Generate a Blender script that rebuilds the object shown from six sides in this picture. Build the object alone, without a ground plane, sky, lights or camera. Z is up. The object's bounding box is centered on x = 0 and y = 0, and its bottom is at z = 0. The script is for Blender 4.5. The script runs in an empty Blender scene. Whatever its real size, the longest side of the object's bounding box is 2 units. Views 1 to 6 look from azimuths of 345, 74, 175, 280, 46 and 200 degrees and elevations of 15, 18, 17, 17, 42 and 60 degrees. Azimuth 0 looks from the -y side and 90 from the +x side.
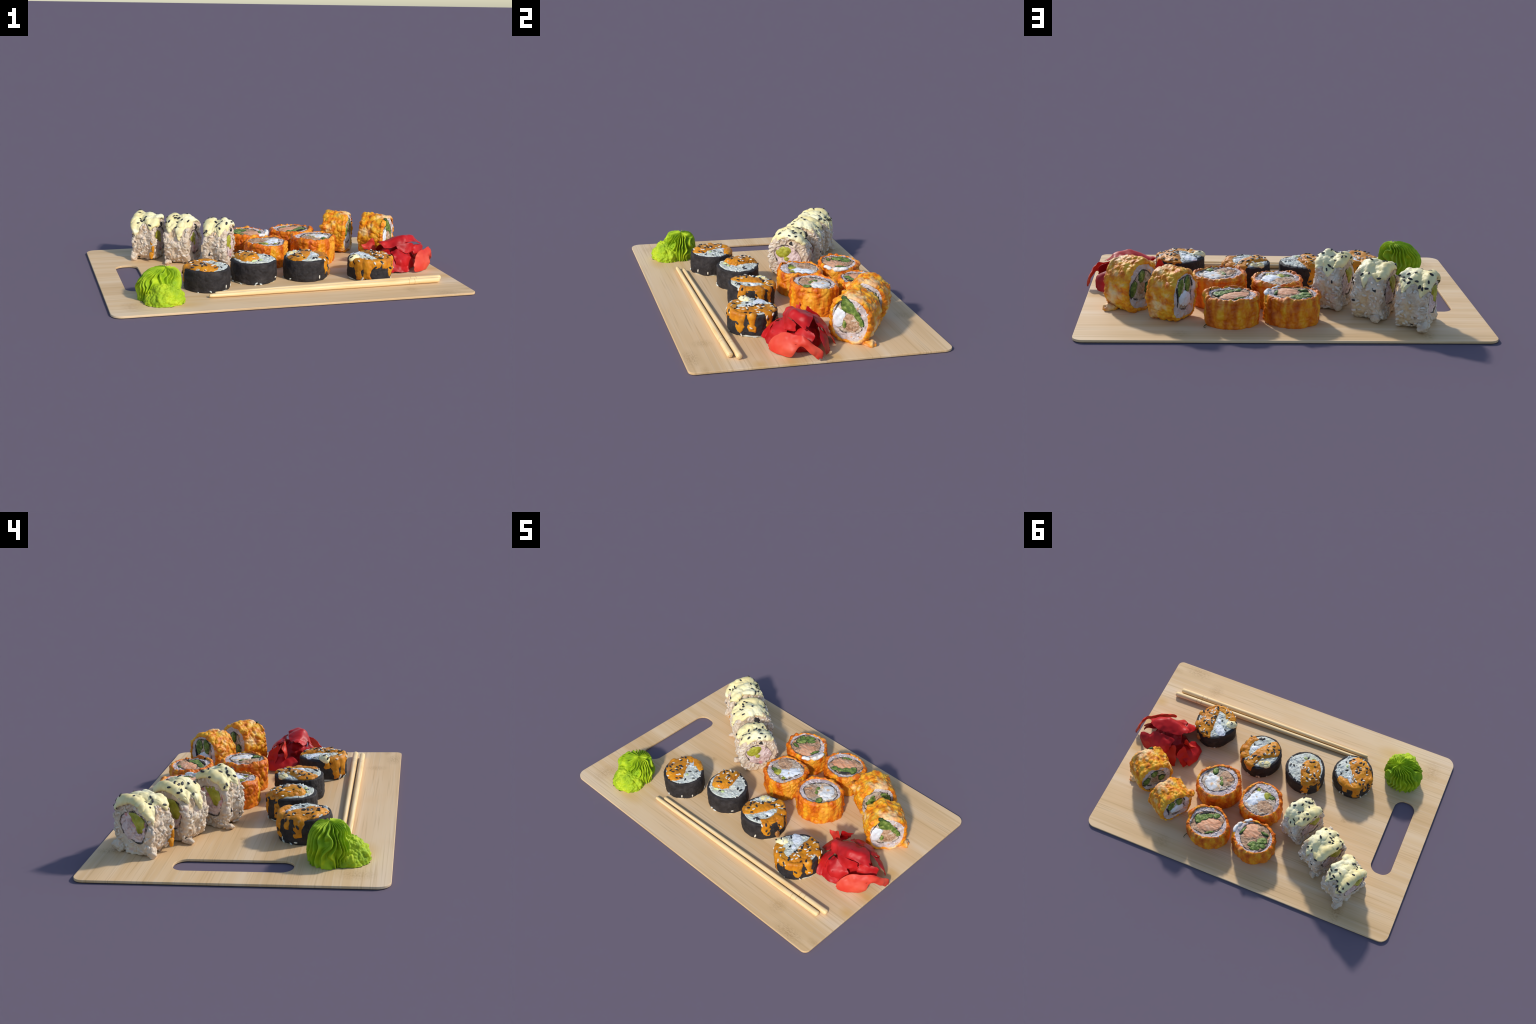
"""Sushi platter: bamboo cutting board, thirteen sushi rolls, wasabi, pickled ginger, chopsticks."""
import bpy, math, random
import numpy as np
from mathutils import Vector, Matrix

TAU = 2 * math.pi
BOARD_TOP = 0.0118
COLL = bpy.context.scene.collection

# ------------------------------------------------------------------ noise
def _hash(i, j, k, seed):
    h = (i.astype(np.uint32) * np.uint32(374761393) + j.astype(np.uint32) * np.uint32(668265263)
         + k.astype(np.uint32) * np.uint32(2147483647) + np.uint32((seed * 974711 + 12345) & 0xffffffff))
    h = (h ^ (h >> np.uint32(13))) * np.uint32(1274126177)
    h = (h ^ (h >> np.uint32(16))) * np.uint32(2246822519)
    return h ^ (h >> np.uint32(15))

def _rnd(i, j, k, seed):
    return _hash(i, j, k, seed).astype(np.float64) / 4294967295.0

def noise3(P, scale, seed=0):
    """smooth value noise in -1..1"""
    Q = np.asarray(P, dtype=np.float64).reshape(-1, 3) * scale + 71.3
    I = np.floor(Q).astype(np.int64); F = Q - I
    F = F * F * F * (F * (F * 6 - 15) + 10)
    out = 0.0
    for dx in (0, 1):
        wx = F[:, 0] if dx else 1 - F[:, 0]
        for dy in (0, 1):
            wy = F[:, 1] if dy else 1 - F[:, 1]
            for dz in (0, 1):
                wz = F[:, 2] if dz else 1 - F[:, 2]
                out = out + wx * wy * wz * _rnd(I[:, 0] + dx, I[:, 1] + dy, I[:, 2] + dz, seed)
    return (out * 2 - 1).reshape(np.shape(P)[:-1])

def fbm(P, scale, octaves=3, seed=0):
    out, a, t = 0.0, 1.0, 0.0
    for o in range(octaves):
        out = out + a * noise3(P, scale * 2 ** o, seed + 17 * o); t += a; a *= 0.5
    return out / t

def worley(P, cell, seed=0):
    """distance to nearest and second nearest feature point, in cell units"""
    shp = np.shape(P)[:-1]
    Q = np.asarray(P, dtype=np.float64).reshape(-1, 3) / cell + 53.7
    I = np.floor(Q).astype(np.int64); F = Q - I
    f1 = np.full(len(Q), 9.0); f2 = np.full(len(Q), 9.0)
    for dx in (-1, 0, 1):
        for dy in (-1, 0, 1):
            for dz in (-1, 0, 1):
                a, b, c = I[:, 0] + dx, I[:, 1] + dy, I[:, 2] + dz
                d = ((dx + _rnd(a, b, c, seed) - F[:, 0]) ** 2 + (dy + _rnd(a, b, c, seed + 1) - F[:, 1]) ** 2
                     + (dz + _rnd(a, b, c, seed + 2) - F[:, 2]) ** 2)
                f2 = np.minimum(f2, np.maximum(f1, d)); f1 = np.minimum(f1, d)
    return np.sqrt(f1).reshape(shp), np.sqrt(f2).reshape(shp)

def smooth01(x):
    x = np.clip(x, 0, 1); return x * x * (3 - 2 * x)

# ------------------------------------------------------------------ materials
def material(name, ramp, scale=12, detail=4, rough=0.5, spec=0.5, bump=0.0, bump_scale=80, stretch=(1, 1, 1),
             spots=(), coat=0.0, sss=0.0, sss_color=None, distort=0.0, translucent=0.0, rough2=None):
    m = bpy.data.materials.new(name); m.use_nodes = True
    nt = m.node_tree; N = nt.nodes; L = nt.links
    bsdf = N['Principled BSDF']
    tc = N.new('ShaderNodeTexCoord'); mp = N.new('ShaderNodeMapping')
    mp.inputs['Scale'].default_value = stretch
    L.new(tc.outputs['Object'], mp.inputs['Vector'])
    nz = N.new('ShaderNodeTexNoise'); nz.inputs['Scale'].default_value = scale
    nz.inputs['Detail'].default_value = detail; nz.inputs['Distortion'].default_value = distort
    L.new(mp.outputs['Vector'], nz.inputs['Vector'])
    cr = N.new('ShaderNodeValToRGB'); el = cr.color_ramp.elements
    while len(el) < len(ramp): el.new(0.5)
    for e, (p, c) in zip(el, ramp):
        e.position = p; e.color = (*c, 1)
    L.new(nz.outputs['Fac'], cr.inputs['Fac'])
    col = cr.outputs['Color']
    for (kind, sc, lo, hi, color, amount) in spots:
        if kind == 'noise':
            t = N.new('ShaderNodeTexNoise'); t.inputs['Scale'].default_value = sc; t.inputs['Detail'].default_value = 3
            out = t.outputs['Fac']
        else:
            t = N.new('ShaderNodeTexVoronoi'); t.inputs['Scale'].default_value = sc
            if kind == 'cracks': t.feature = 'DISTANCE_TO_EDGE'
            out = t.outputs['Distance']
        L.new(mp.outputs['Vector'], t.inputs['Vector'])
        mr = N.new('ShaderNodeMapRange'); mr.inputs['From Min'].default_value = lo; mr.inputs['From Max'].default_value = hi
        mr.inputs['To Min'].default_value = 0; mr.inputs['To Max'].default_value = amount
        L.new(out, mr.inputs['Value'])
        mx = N.new('ShaderNodeMix'); mx.data_type = 'RGBA'
        L.new(mr.outputs['Result'], mx.inputs['Factor']); L.new(col, mx.inputs['A'])
        mx.inputs['B'].default_value = (*color, 1); col = mx.outputs['Result']
    L.new(col, bsdf.inputs['Base Color'])
    bsdf.inputs['Roughness'].default_value = rough
    bsdf.inputs['Specular IOR Level'].default_value = spec
    if rough2 is not None:
        mr = N.new('ShaderNodeMapRange'); mr.inputs['To Min'].default_value = rough; mr.inputs['To Max'].default_value = rough2
        L.new(nz.outputs['Fac'], mr.inputs['Value']); L.new(mr.outputs['Result'], bsdf.inputs['Roughness'])
    if coat: bsdf.inputs['Coat Weight'].default_value = coat; bsdf.inputs['Coat Roughness'].default_value = 0.25
    if sss:
        bsdf.inputs['Subsurface Weight'].default_value = sss
        bsdf.inputs['Subsurface Radius'].default_value = sss_color or (1, 0.5, 0.3)
        bsdf.inputs['Subsurface Scale'].default_value = 0.012
    if bump:
        b = N.new('ShaderNodeTexNoise'); b.inputs['Scale'].default_value = bump_scale; b.inputs['Detail'].default_value = 3
        L.new(mp.outputs['Vector'], b.inputs['Vector'])
        bn = N.new('ShaderNodeBump'); bn.inputs['Strength'].default_value = bump; bn.inputs['Distance'].default_value = 0.004
        L.new(b.outputs['Fac'], bn.inputs['Height']); L.new(bn.outputs['Normal'], bsdf.inputs['Normal'])
    if translucent:
        tr = N.new('ShaderNodeBsdfTranslucent'); L.new(col, tr.inputs['Color'])
        mixs = N.new('ShaderNodeMixShader'); mixs.inputs['Fac'].default_value = translucent
        L.new(bsdf.outputs['BSDF'], mixs.inputs[1]); L.new(tr.outputs['BSDF'], mixs.inputs[2])
        L.new(mixs.outputs['Shader'], N['Material Output'].inputs['Surface'])
    return m

def bamboo_material():
    m = bpy.data.materials.new('bamboo'); m.use_nodes = True
    nt = m.node_tree; N = nt.nodes; L = nt.links; bsdf = N['Principled BSDF']
    tc = N.new('ShaderNodeTexCoord'); obj = tc.outputs['Object']
    def noise(scale, stretch, detail=3):
        mp = N.new('ShaderNodeMapping'); mp.inputs['Scale'].default_value = stretch; L.new(obj, mp.inputs['Vector'])
        t = N.new('ShaderNodeTexNoise'); t.inputs['Scale'].default_value = scale; t.inputs['Detail'].default_value = detail
        L.new(mp.outputs['Vector'], t.inputs['Vector']); return t.outputs['Fac']
    def ramp(fac, stops):
        r = N.new('ShaderNodeValToRGB'); e = r.color_ramp.elements
        while len(e) < len(stops): e.new(0.5)
        for el, (p, c) in zip(e, stops): el.position = p; el.color = (*c, 1)
        L.new(fac, r.inputs['Fac']); return r.outputs['Color']
    def mix(fac, a, b, mode='MIX'):
        x = N.new('ShaderNodeMix'); x.data_type = 'RGBA'; x.blend_type = mode
        if isinstance(fac, float): x.inputs['Factor'].default_value = fac
        else: L.new(fac, x.inputs['Factor'])
        L.new(a, x.inputs['A'])
        if isinstance(b, tuple): x.inputs['B'].default_value = (*b, 1)
        else: L.new(b, x.inputs['B'])
        return x.outputs['Result']
    def maprange(v, lo, hi, a=0.0, b=1.0):
        r = N.new('ShaderNodeMapRange'); L.new(v, r.inputs['Value'])
        for k, val in (('From Min', lo), ('From Max', hi), ('To Min', a), ('To Max', b)): r.inputs[k].default_value = val
        return r.outputs['Result']
    def math_(op, a, b=None):
        x = N.new('ShaderNodeMath'); x.operation = op
        for i, v in enumerate((a, b)):
            if v is None: continue
            if isinstance(v, (int, float)): x.inputs[i].default_value = v
            else: L.new(v, x.inputs[i])
        return x.outputs[0]
    def patch(cx, cy, rx, ry):
        """soft elliptical mask around a board position, broken up by noise"""
        mp = N.new('ShaderNodeMapping'); mp.vector_type = 'POINT'
        mp.inputs['Location'].default_value = (-cx / rx, -cy / ry, 0); mp.inputs['Scale'].default_value = (1 / rx, 1 / ry, 0.0)
        L.new(obj, mp.inputs['Vector'])
        ln = N.new('ShaderNodeVectorMath'); ln.operation = 'LENGTH'; L.new(mp.outputs['Vector'], ln.inputs[0])
        return maprange(ln.outputs['Value'], 1.0, 0.15)
    broad = noise(1.0, (0.35, 9, 1), 2)
    base = ramp(broad, [(0.28, (0.62, 0.395, 0.185)), (0.45, (0.72, 0.485, 0.255)), (0.58, (0.76, 0.54, 0.315)), (0.72, (0.78, 0.585, 0.385))])
    fine = noise(1.0, (1.6, 120, 1), 4)
    col = mix(maprange(fine, 0.54, 0.72, 0, 0.6), base, (0.48, 0.29, 0.12))
    light = noise(1.0, (1.2, 60, 1), 3)
    col = mix(maprange(light, 0.55, 0.75, 0, 0.45), col, (0.80, 0.62, 0.42))
    warm = noise(2.2, (1, 1.6, 1), 3)
    col = mix(maprange(warm, 0.5, 0.75, 0, 0.4), col, (0.70, 0.42, 0.18))
    speck = noise(1.0, (60, 130, 1), 3)
    for (cx, cy, rx, ry, amt) in ((-0.88, -0.53, 0.07, 0.10, 0.5), (0.66, -0.55, 0.06, 0.07, 0.5), (0.83, -0.64, 0.12, 0.05, 0.7),
                                  (-0.66, 0.60, 0.05, 0.09, 0.8), (-0.48, 0.02, 0.03, 0.02, 0.8), (0.50, 0.60, 0.06, 0.06, 0.45),
                                  (0.97, -0.60, 0.05, 0.03, 0.4), (-0.60, -0.23, 0.08, 0.03, 0.3)):
        k = math_('MULTIPLY', patch(cx, cy, rx, ry), maprange(speck, 0.4, 0.65, 0.15, amt))
        col = mix(k, col, (0.40, 0.22, 0.075))
    for (cx, cy, rx, ry, amt) in ((0.96, -0.33, 0.06, 0.04, 0.55), (0.97, -0.17, 0.09, 0.10, 0.5), (-0.62, -0.57, 0.14, 0.06, 0.4),
                                  (0.43, -0.02, 0.10, 0.04, 0.5), (0.95, 0.06, 0.07, 0.05, 0.5), (0.20, -0.40, 0.9, 0.10, 0.18)):
        k = math_('MULTIPLY', patch(cx, cy, rx, ry), amt)
        col = mix(k, col, (0.62, 0.33, 0.06))
    L.new(col, bsdf.inputs['Base Color'])
    bsdf.inputs['Roughness'].default_value = 0.55; bsdf.inputs['Specular IOR Level'].default_value = 0.3
    bn = N.new('ShaderNodeBump'); bn.inputs['Strength'].default_value = 0.12; bn.inputs['Distance'].default_value = 0.002
    L.new(fine, bn.inputs['Height']); L.new(bn.outputs['Normal'], bsdf.inputs['Normal'])
    return m

M = {}
def make_materials():
    M['bamboo'] = bamboo_material()
    M['stick'] = material('stick_wood', [(0.3, (0.74, 0.47, 0.19)), (0.5, (0.84, 0.60, 0.30)), (0.7, (0.88, 0.68, 0.40))], 4, 4, 0.5, 0.3,
                          stretch=(1.2, 40, 40), bump=0.08, bump_scale=6)
    M['groove'] = material('stick_groove', [(0.3, (0.5, 0.27, 0.08)), (0.7, (0.62, 0.36, 0.13))], 20, 2, 0.6)
    M['rice_white'] = material('warm_white_rice', [(0.3, (0.50, 0.36, 0.25)), (0.5, (0.62, 0.49, 0.36)), (0.7, (0.72, 0.63, 0.51))], 20, 4, 0.6, 0.3, sss=0.1,
                               spots=[('noise', 12, 0.54, 0.70, (0.66, 0.42, 0.16), 0.55), ('noise', 20, 0.62, 0.70, (0.60, 0.32, 0.27), 0.5), ('noise', 30, 0.66, 0.73, (0.74, 0.32, 0.04), 0.7)])
    M['rice_pink'] = material('pinkish_rice', [(0.3, (0.42, 0.33, 0.31)), (0.5, (0.57, 0.48, 0.46)), (0.7, (0.68, 0.60, 0.58))], 24, 4, 0.6, 0.3, sss=0.1,
                              spots=[('noise', 34, 0.58, 0.68, (0.76, 0.32, 0.05), 0.7)])
    M['rice_grey'] = material('sushi_rice', [(0.3, (0.40, 0.41, 0.36)), (0.5, (0.56, 0.58, 0.52)), (0.7, (0.68, 0.70, 0.64))], 26, 4, 0.6, 0.3, sss=0.1,
                              spots=[('noise', 15, 0.52, 0.66, (0.62, 0.62, 0.40), 0.6), ('noise', 60, 0.64, 0.70, (0.12, 0.11, 0.11), 0.5)])
    M['grain'] = material('rice_grain', [(0.3, (0.56, 0.43, 0.32)), (0.5, (0.66, 0.55, 0.44)), (0.7, (0.74, 0.66, 0.56))], 30, 3, 0.55, 0.3, sss=0.1,
                          spots=[('noise', 24, 0.63, 0.72, (0.76, 0.36, 0.06), 0.7)])
    M['grain_pink'] = material('pinkish_rice_grain', [(0.3, (0.52, 0.42, 0.39)), (0.5, (0.62, 0.53, 0.50)), (0.7, (0.70, 0.62, 0.60))], 30, 3, 0.55, 0.3, sss=0.1)
    M['grain_grey'] = material('sushi_rice_grain', [(0.3, (0.50, 0.51, 0.45)), (0.55, (0.62, 0.64, 0.58)), (0.75, (0.70, 0.72, 0.66))], 30, 3, 0.55, 0.3, sss=0.1)
    M['nori'] = material('nori_seaweed', [(0.3, (0.017, 0.014, 0.014)), (0.55, (0.031, 0.026, 0.026)), (0.75, (0.050, 0.043, 0.042))], 30, 5, 0.7, 0.25, bump=0.35, bump_scale=140,
                         spots=[('noise', 260, 0.66, 0.74, (0.16, 0.14, 0.13), 0.45)])
    M['nori_line'] = material('nori_lining', [(0.35, (0.03, 0.026, 0.022)), (0.5, (0.10, 0.08, 0.065)), (0.64, (0.34, 0.25, 0.20))], 42, 3, 0.7, 0.25)
    M['sauce'] = material('orange_sauce', [(0.28, (0.46, 0.135, 0.003)), (0.5, (0.60, 0.215, 0.005)), (0.7, (0.68, 0.28, 0.010))], 14, 4, 0.5, 0.3, sss=0.05, sss_color=(1, 0.4, 0.1),
                          spots=[('noise', 45, 0.62, 0.70, (0.27, 0.07, 0.004), 0.65), ('noise', 17, 0.56, 0.70, (0.34, 0.115, 0.008), 0.6), ('noise', 26, 0.64, 0.74, (0.72, 0.50, 0.24), 0.6)])
    M['mayo'] = material('cream_sauce', [(0.3, (0.76, 0.62, 0.27)), (0.5, (0.85, 0.74, 0.39)), (0.72, (0.88, 0.82, 0.55))], 10, 3, 0.5, 0.35, sss=0.1, sss_color=(1, 0.8, 0.4),
                         spots=[('noise', 16, 0.60, 0.72, (0.80, 0.50, 0.12), 0.7)])
    M['cheese'] = material('cream_cheese', [(0.3, (0.66, 0.68, 0.70)), (0.55, (0.80, 0.82, 0.84)), (0.75, (0.86, 0.87, 0.86))], 20, 3, 0.6, 0.3, sss=0.1, bump=0.2, bump_scale=60)
    M['cheese_stained'] = material('stained_cream_cheese', [(0.3, (0.64, 0.62, 0.58)), (0.55, (0.80, 0.79, 0.76)), (0.75, (0.86, 0.86, 0.82))], 20, 3, 0.6, 0.3, sss=0.1,
                         spots=[('noise', 22, 0.54, 0.66, (0.74, 0.36, 0.06), 0.75)])
    M['roe'] = material('orange_roe', [(0.30, (0.40, 0.055, 0.002)), (0.43, (0.62, 0.125, 0.003)), (0.55, (0.76, 0.215, 0.004)), (0.68, (0.84, 0.38, 0.012))], 26, 4, 0.5, 0.3, stretch=(1, 1, 0.28),  # ramp widened: brown-red paints in baked shading, yellow the highlights
                        spots=[('noise', 60, 0.60, 0.74, (0.52, 0.07, 0.002), 0.55), ('noise', 13, 0.58, 0.72, (0.82, 0.44, 0.05), 0.6), ('noise', 8, 0.66, 0.78, (0.78, 0.52, 0.26), 0.5)])
    M['roe_yellow'] = material('yellow_roe', [(0.30, (0.50, 0.095, 0.002)), (0.42, (0.70, 0.20, 0.004)), (0.54, (0.80, 0.34, 0.008)), (0.68, (0.82, 0.49, 0.05))], 24, 4, 0.5, 0.3,
                        spots=[('noise', 46, 0.58, 0.70, (0.66, 0.12, 0.003), 0.75), ('noise', 11, 0.54, 0.70, (0.80, 0.60, 0.34), 0.75)])
    M['salmon'] = material('salmon', [(0.3, (0.58, 0.24, 0.12)), (0.5, (0.72, 0.35, 0.19)), (0.7, (0.78, 0.46, 0.29))], 9, 4, 0.55, 0.3, stretch=(1, 4, 1), distort=1.2, sss=0.1,
                         spots=[('noise', 40, 0.60, 0.72, (0.40, 0.20, 0.10), 0.5)])
    M['tuna'] = material('flaked_fish', [(0.28, (0.24, 0.12, 0.06)), (0.48, (0.44, 0.26, 0.15)), (0.62, (0.56, 0.36, 0.23)), (0.78, (0.66, 0.42, 0.28))], 40, 5, 0.6, 0.3, distort=1.5, bump=0.6, bump_scale=70,
                         spots=[('noise', 18, 0.58, 0.70, (0.68, 0.26, 0.08), 0.7)])
    M['mince'] = material('pale_fish_paste', [(0.3, (0.34, 0.24, 0.16)), (0.5, (0.54, 0.42, 0.31)), (0.7, (0.66, 0.55, 0.45))], 36, 4, 0.6, 0.3, distort=1.0, bump=0.5, bump_scale=60)
    M['cucumber'] = material('cucumber', [(0.3, (0.05, 0.085, 0.012)), (0.5, (0.12, 0.19, 0.028)), (0.68, (0.30, 0.36, 0.09))], 48, 4, 0.5, 0.35)
    M['cucumber_skin'] = material('cucumber_skin', [(0.3, (0.012, 0.03, 0.008)), (0.6, (0.03, 0.065, 0.012)), (0.8, (0.06, 0.11, 0.02))], 30, 3, 0.5, 0.35)
    M['cucumber_light'] = material('pale_cucumber', [(0.3, (0.32, 0.42, 0.12)), (0.5, (0.48, 0.56, 0.24)), (0.7, (0.60, 0.64, 0.38))], 34, 3, 0.5, 0.3)
    M['pickle'] = material('pickled_cucumber', [(0.3, (0.20, 0.19, 0.012)), (0.5, (0.36, 0.35, 0.03)), (0.7, (0.48, 0.45, 0.07))], 26, 3, 0.45, 0.35)
    M['crab'] = material('crab_stick', [(0.3, (0.46, 0.30, 0.27)), (0.5, (0.66, 0.50, 0.46)), (0.7, (0.76, 0.63, 0.59))], 32, 4, 0.6, 0.3, distort=1.5, sss=0.1,
                         spots=[('noise', 22, 0.59, 0.67, (0.58, 0.14, 0.15), 0.65)])
    M['wasabi'] = material('wasabi_paste', [(0.28, (0.15, 0.28, 0.010)), (0.48, (0.29, 0.45, 0.010)), (0.68, (0.46, 0.58, 0.016))], 17, 4, 0.65, 0.25, bump=0.15, bump_scale=90,
                           spots=[('noise', 7, 0.58, 0.72, (0.26, 0.40, 0.10), 0.6)])
    M['wasabi_clump'] = material('rough_wasabi', [(0.28, (0.18, 0.30, 0.010)), (0.5, (0.32, 0.46, 0.012)), (0.7, (0.48, 0.58, 0.02))], 16, 4, 0.65, 0.25, bump=0.3, bump_scale=80)
    M['ginger'] = material('pickled_ginger', [(0.28, (0.40, 0.006, 0.009)), (0.5, (0.58, 0.012, 0.014)), (0.72, (0.72, 0.030, 0.024))], 9, 3, 0.45, 0.3, translucent=0.18, bump=0.06, bump_scale=40)
    M['ginger_pale'] = material('pale_pickled_ginger', [(0.28, (0.60, 0.018, 0.013)), (0.5, (0.74, 0.052, 0.028)), (0.72, (0.80, 0.11, 0.058))], 9, 3, 0.45, 0.3, translucent=0.2, bump=0.06, bump_scale=40)
    M['seed_black'] = material('black_sesame', [(0.3, (0.016, 0.015, 0.018)), (0.7, (0.035, 0.033, 0.038))], 60, 2, 0.5, 0.35)
    M['seed_white'] = material('white_sesame', [(0.3, (0.66, 0.58, 0.44)), (0.7, (0.80, 0.76, 0.66))], 60, 2, 0.5, 0.35)
    M['leaf'] = material('herb_sprig', [(0.3, (0.05, 0.06, 0.012)), (0.7, (0.10, 0.10, 0.03))], 60, 2, 0.5, 0.4)
    M['drip'] = material('brown_sauce_drip', [(0.3, (0.22, 0.08, 0.012)), (0.6, (0.46, 0.2, 0.05)), (0.8, (0.66, 0.5, 0.34))], 30, 3, 0.4, 0.4)

# ------------------------------------------------------------------ mesh helpers
def new_object(name, mesh, mat=None, parent=None, kind=None):
    ob = bpy.data.objects.new(name, mesh); COLL.objects.link(ob)
    if mat is not None and not mesh.materials: mesh.materials.append(mat)
    if parent is not None: ob.parent = parent
    if kind: ob['kind'] = kind
    return ob

def mesh_from(name, V, F, smooth=True):
    me = bpy.data.meshes.new(name)
    me.from_pydata([tuple(v) for v in np.asarray(V).reshape(-1, 3).tolist()], [], F); me.update()
    if smooth: me.polygons.foreach_set('use_smooth', [True] * len(me.polygons))
    return me

def thing(name, loc, label, category, rot=None):
    e = bpy.data.objects.new(name, None); COLL.objects.link(e)
    e.empty_display_size = 0.05
    mat = Matrix.Translation(Vector(loc))
    if rot is not None: mat = mat @ rot
    e.matrix_world = mat
    e['label'] = label; e['category'] = category
    return e

def catmull(points, n=72):
    """smooth closed curve through control points"""
    P = np.asarray(points, float); k = len(P)
    t = np.linspace(0, k, n, endpoint=False); i = t.astype(int); f = (t - i)[:, None]
    a, b, c, d = P[(i - 1) % k], P[i % k], P[(i + 1) % k], P[(i + 2) % k]
    return 0.5 * (2 * b + (c - a) * f + (2 * a - 5 * b + 4 * c - d) * f ** 2 + (3 * b - a - 3 * c + d) * f ** 3)

def ellipse(cx, cy, rx, ry, ang=0.0, k=10):
    t = np.arange(k) * TAU / k; ca, sa = math.cos(ang), math.sin(ang)
    x, y = rx * np.cos(t), ry * np.sin(t)
    return np.stack([cx + x * ca - y * sa, cy + x * sa + y * ca], -1)

def poly_sd(x, y, poly):
    """signed distance to a closed polygon, positive inside"""
    P = np.asarray(poly); A = P; B = np.roll(P, -1, 0)
    shp = x.shape; x = x.ravel(); y = y.ravel()
    d = np.full(x.shape, 1e9); inside = np.zeros(x.shape, bool)
    for (ax, ay), (bx, by) in zip(A, B):
        ex, ey = bx - ax, by - ay
        t = np.clip(((x - ax) * ex + (y - ay) * ey) / (ex * ex + ey * ey + 1e-12), 0, 1)
        d = np.minimum(d, (x - ax - t * ex) ** 2 + (y - ay - t * ey) ** 2)
        c = ((ay > y) != (by > y)) & (x < ex * (y - ay) / (by - ay + 1e-15) + ax)
        inside ^= c
    d = np.sqrt(d); return np.where(inside, d, -d).reshape(shp)

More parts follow.
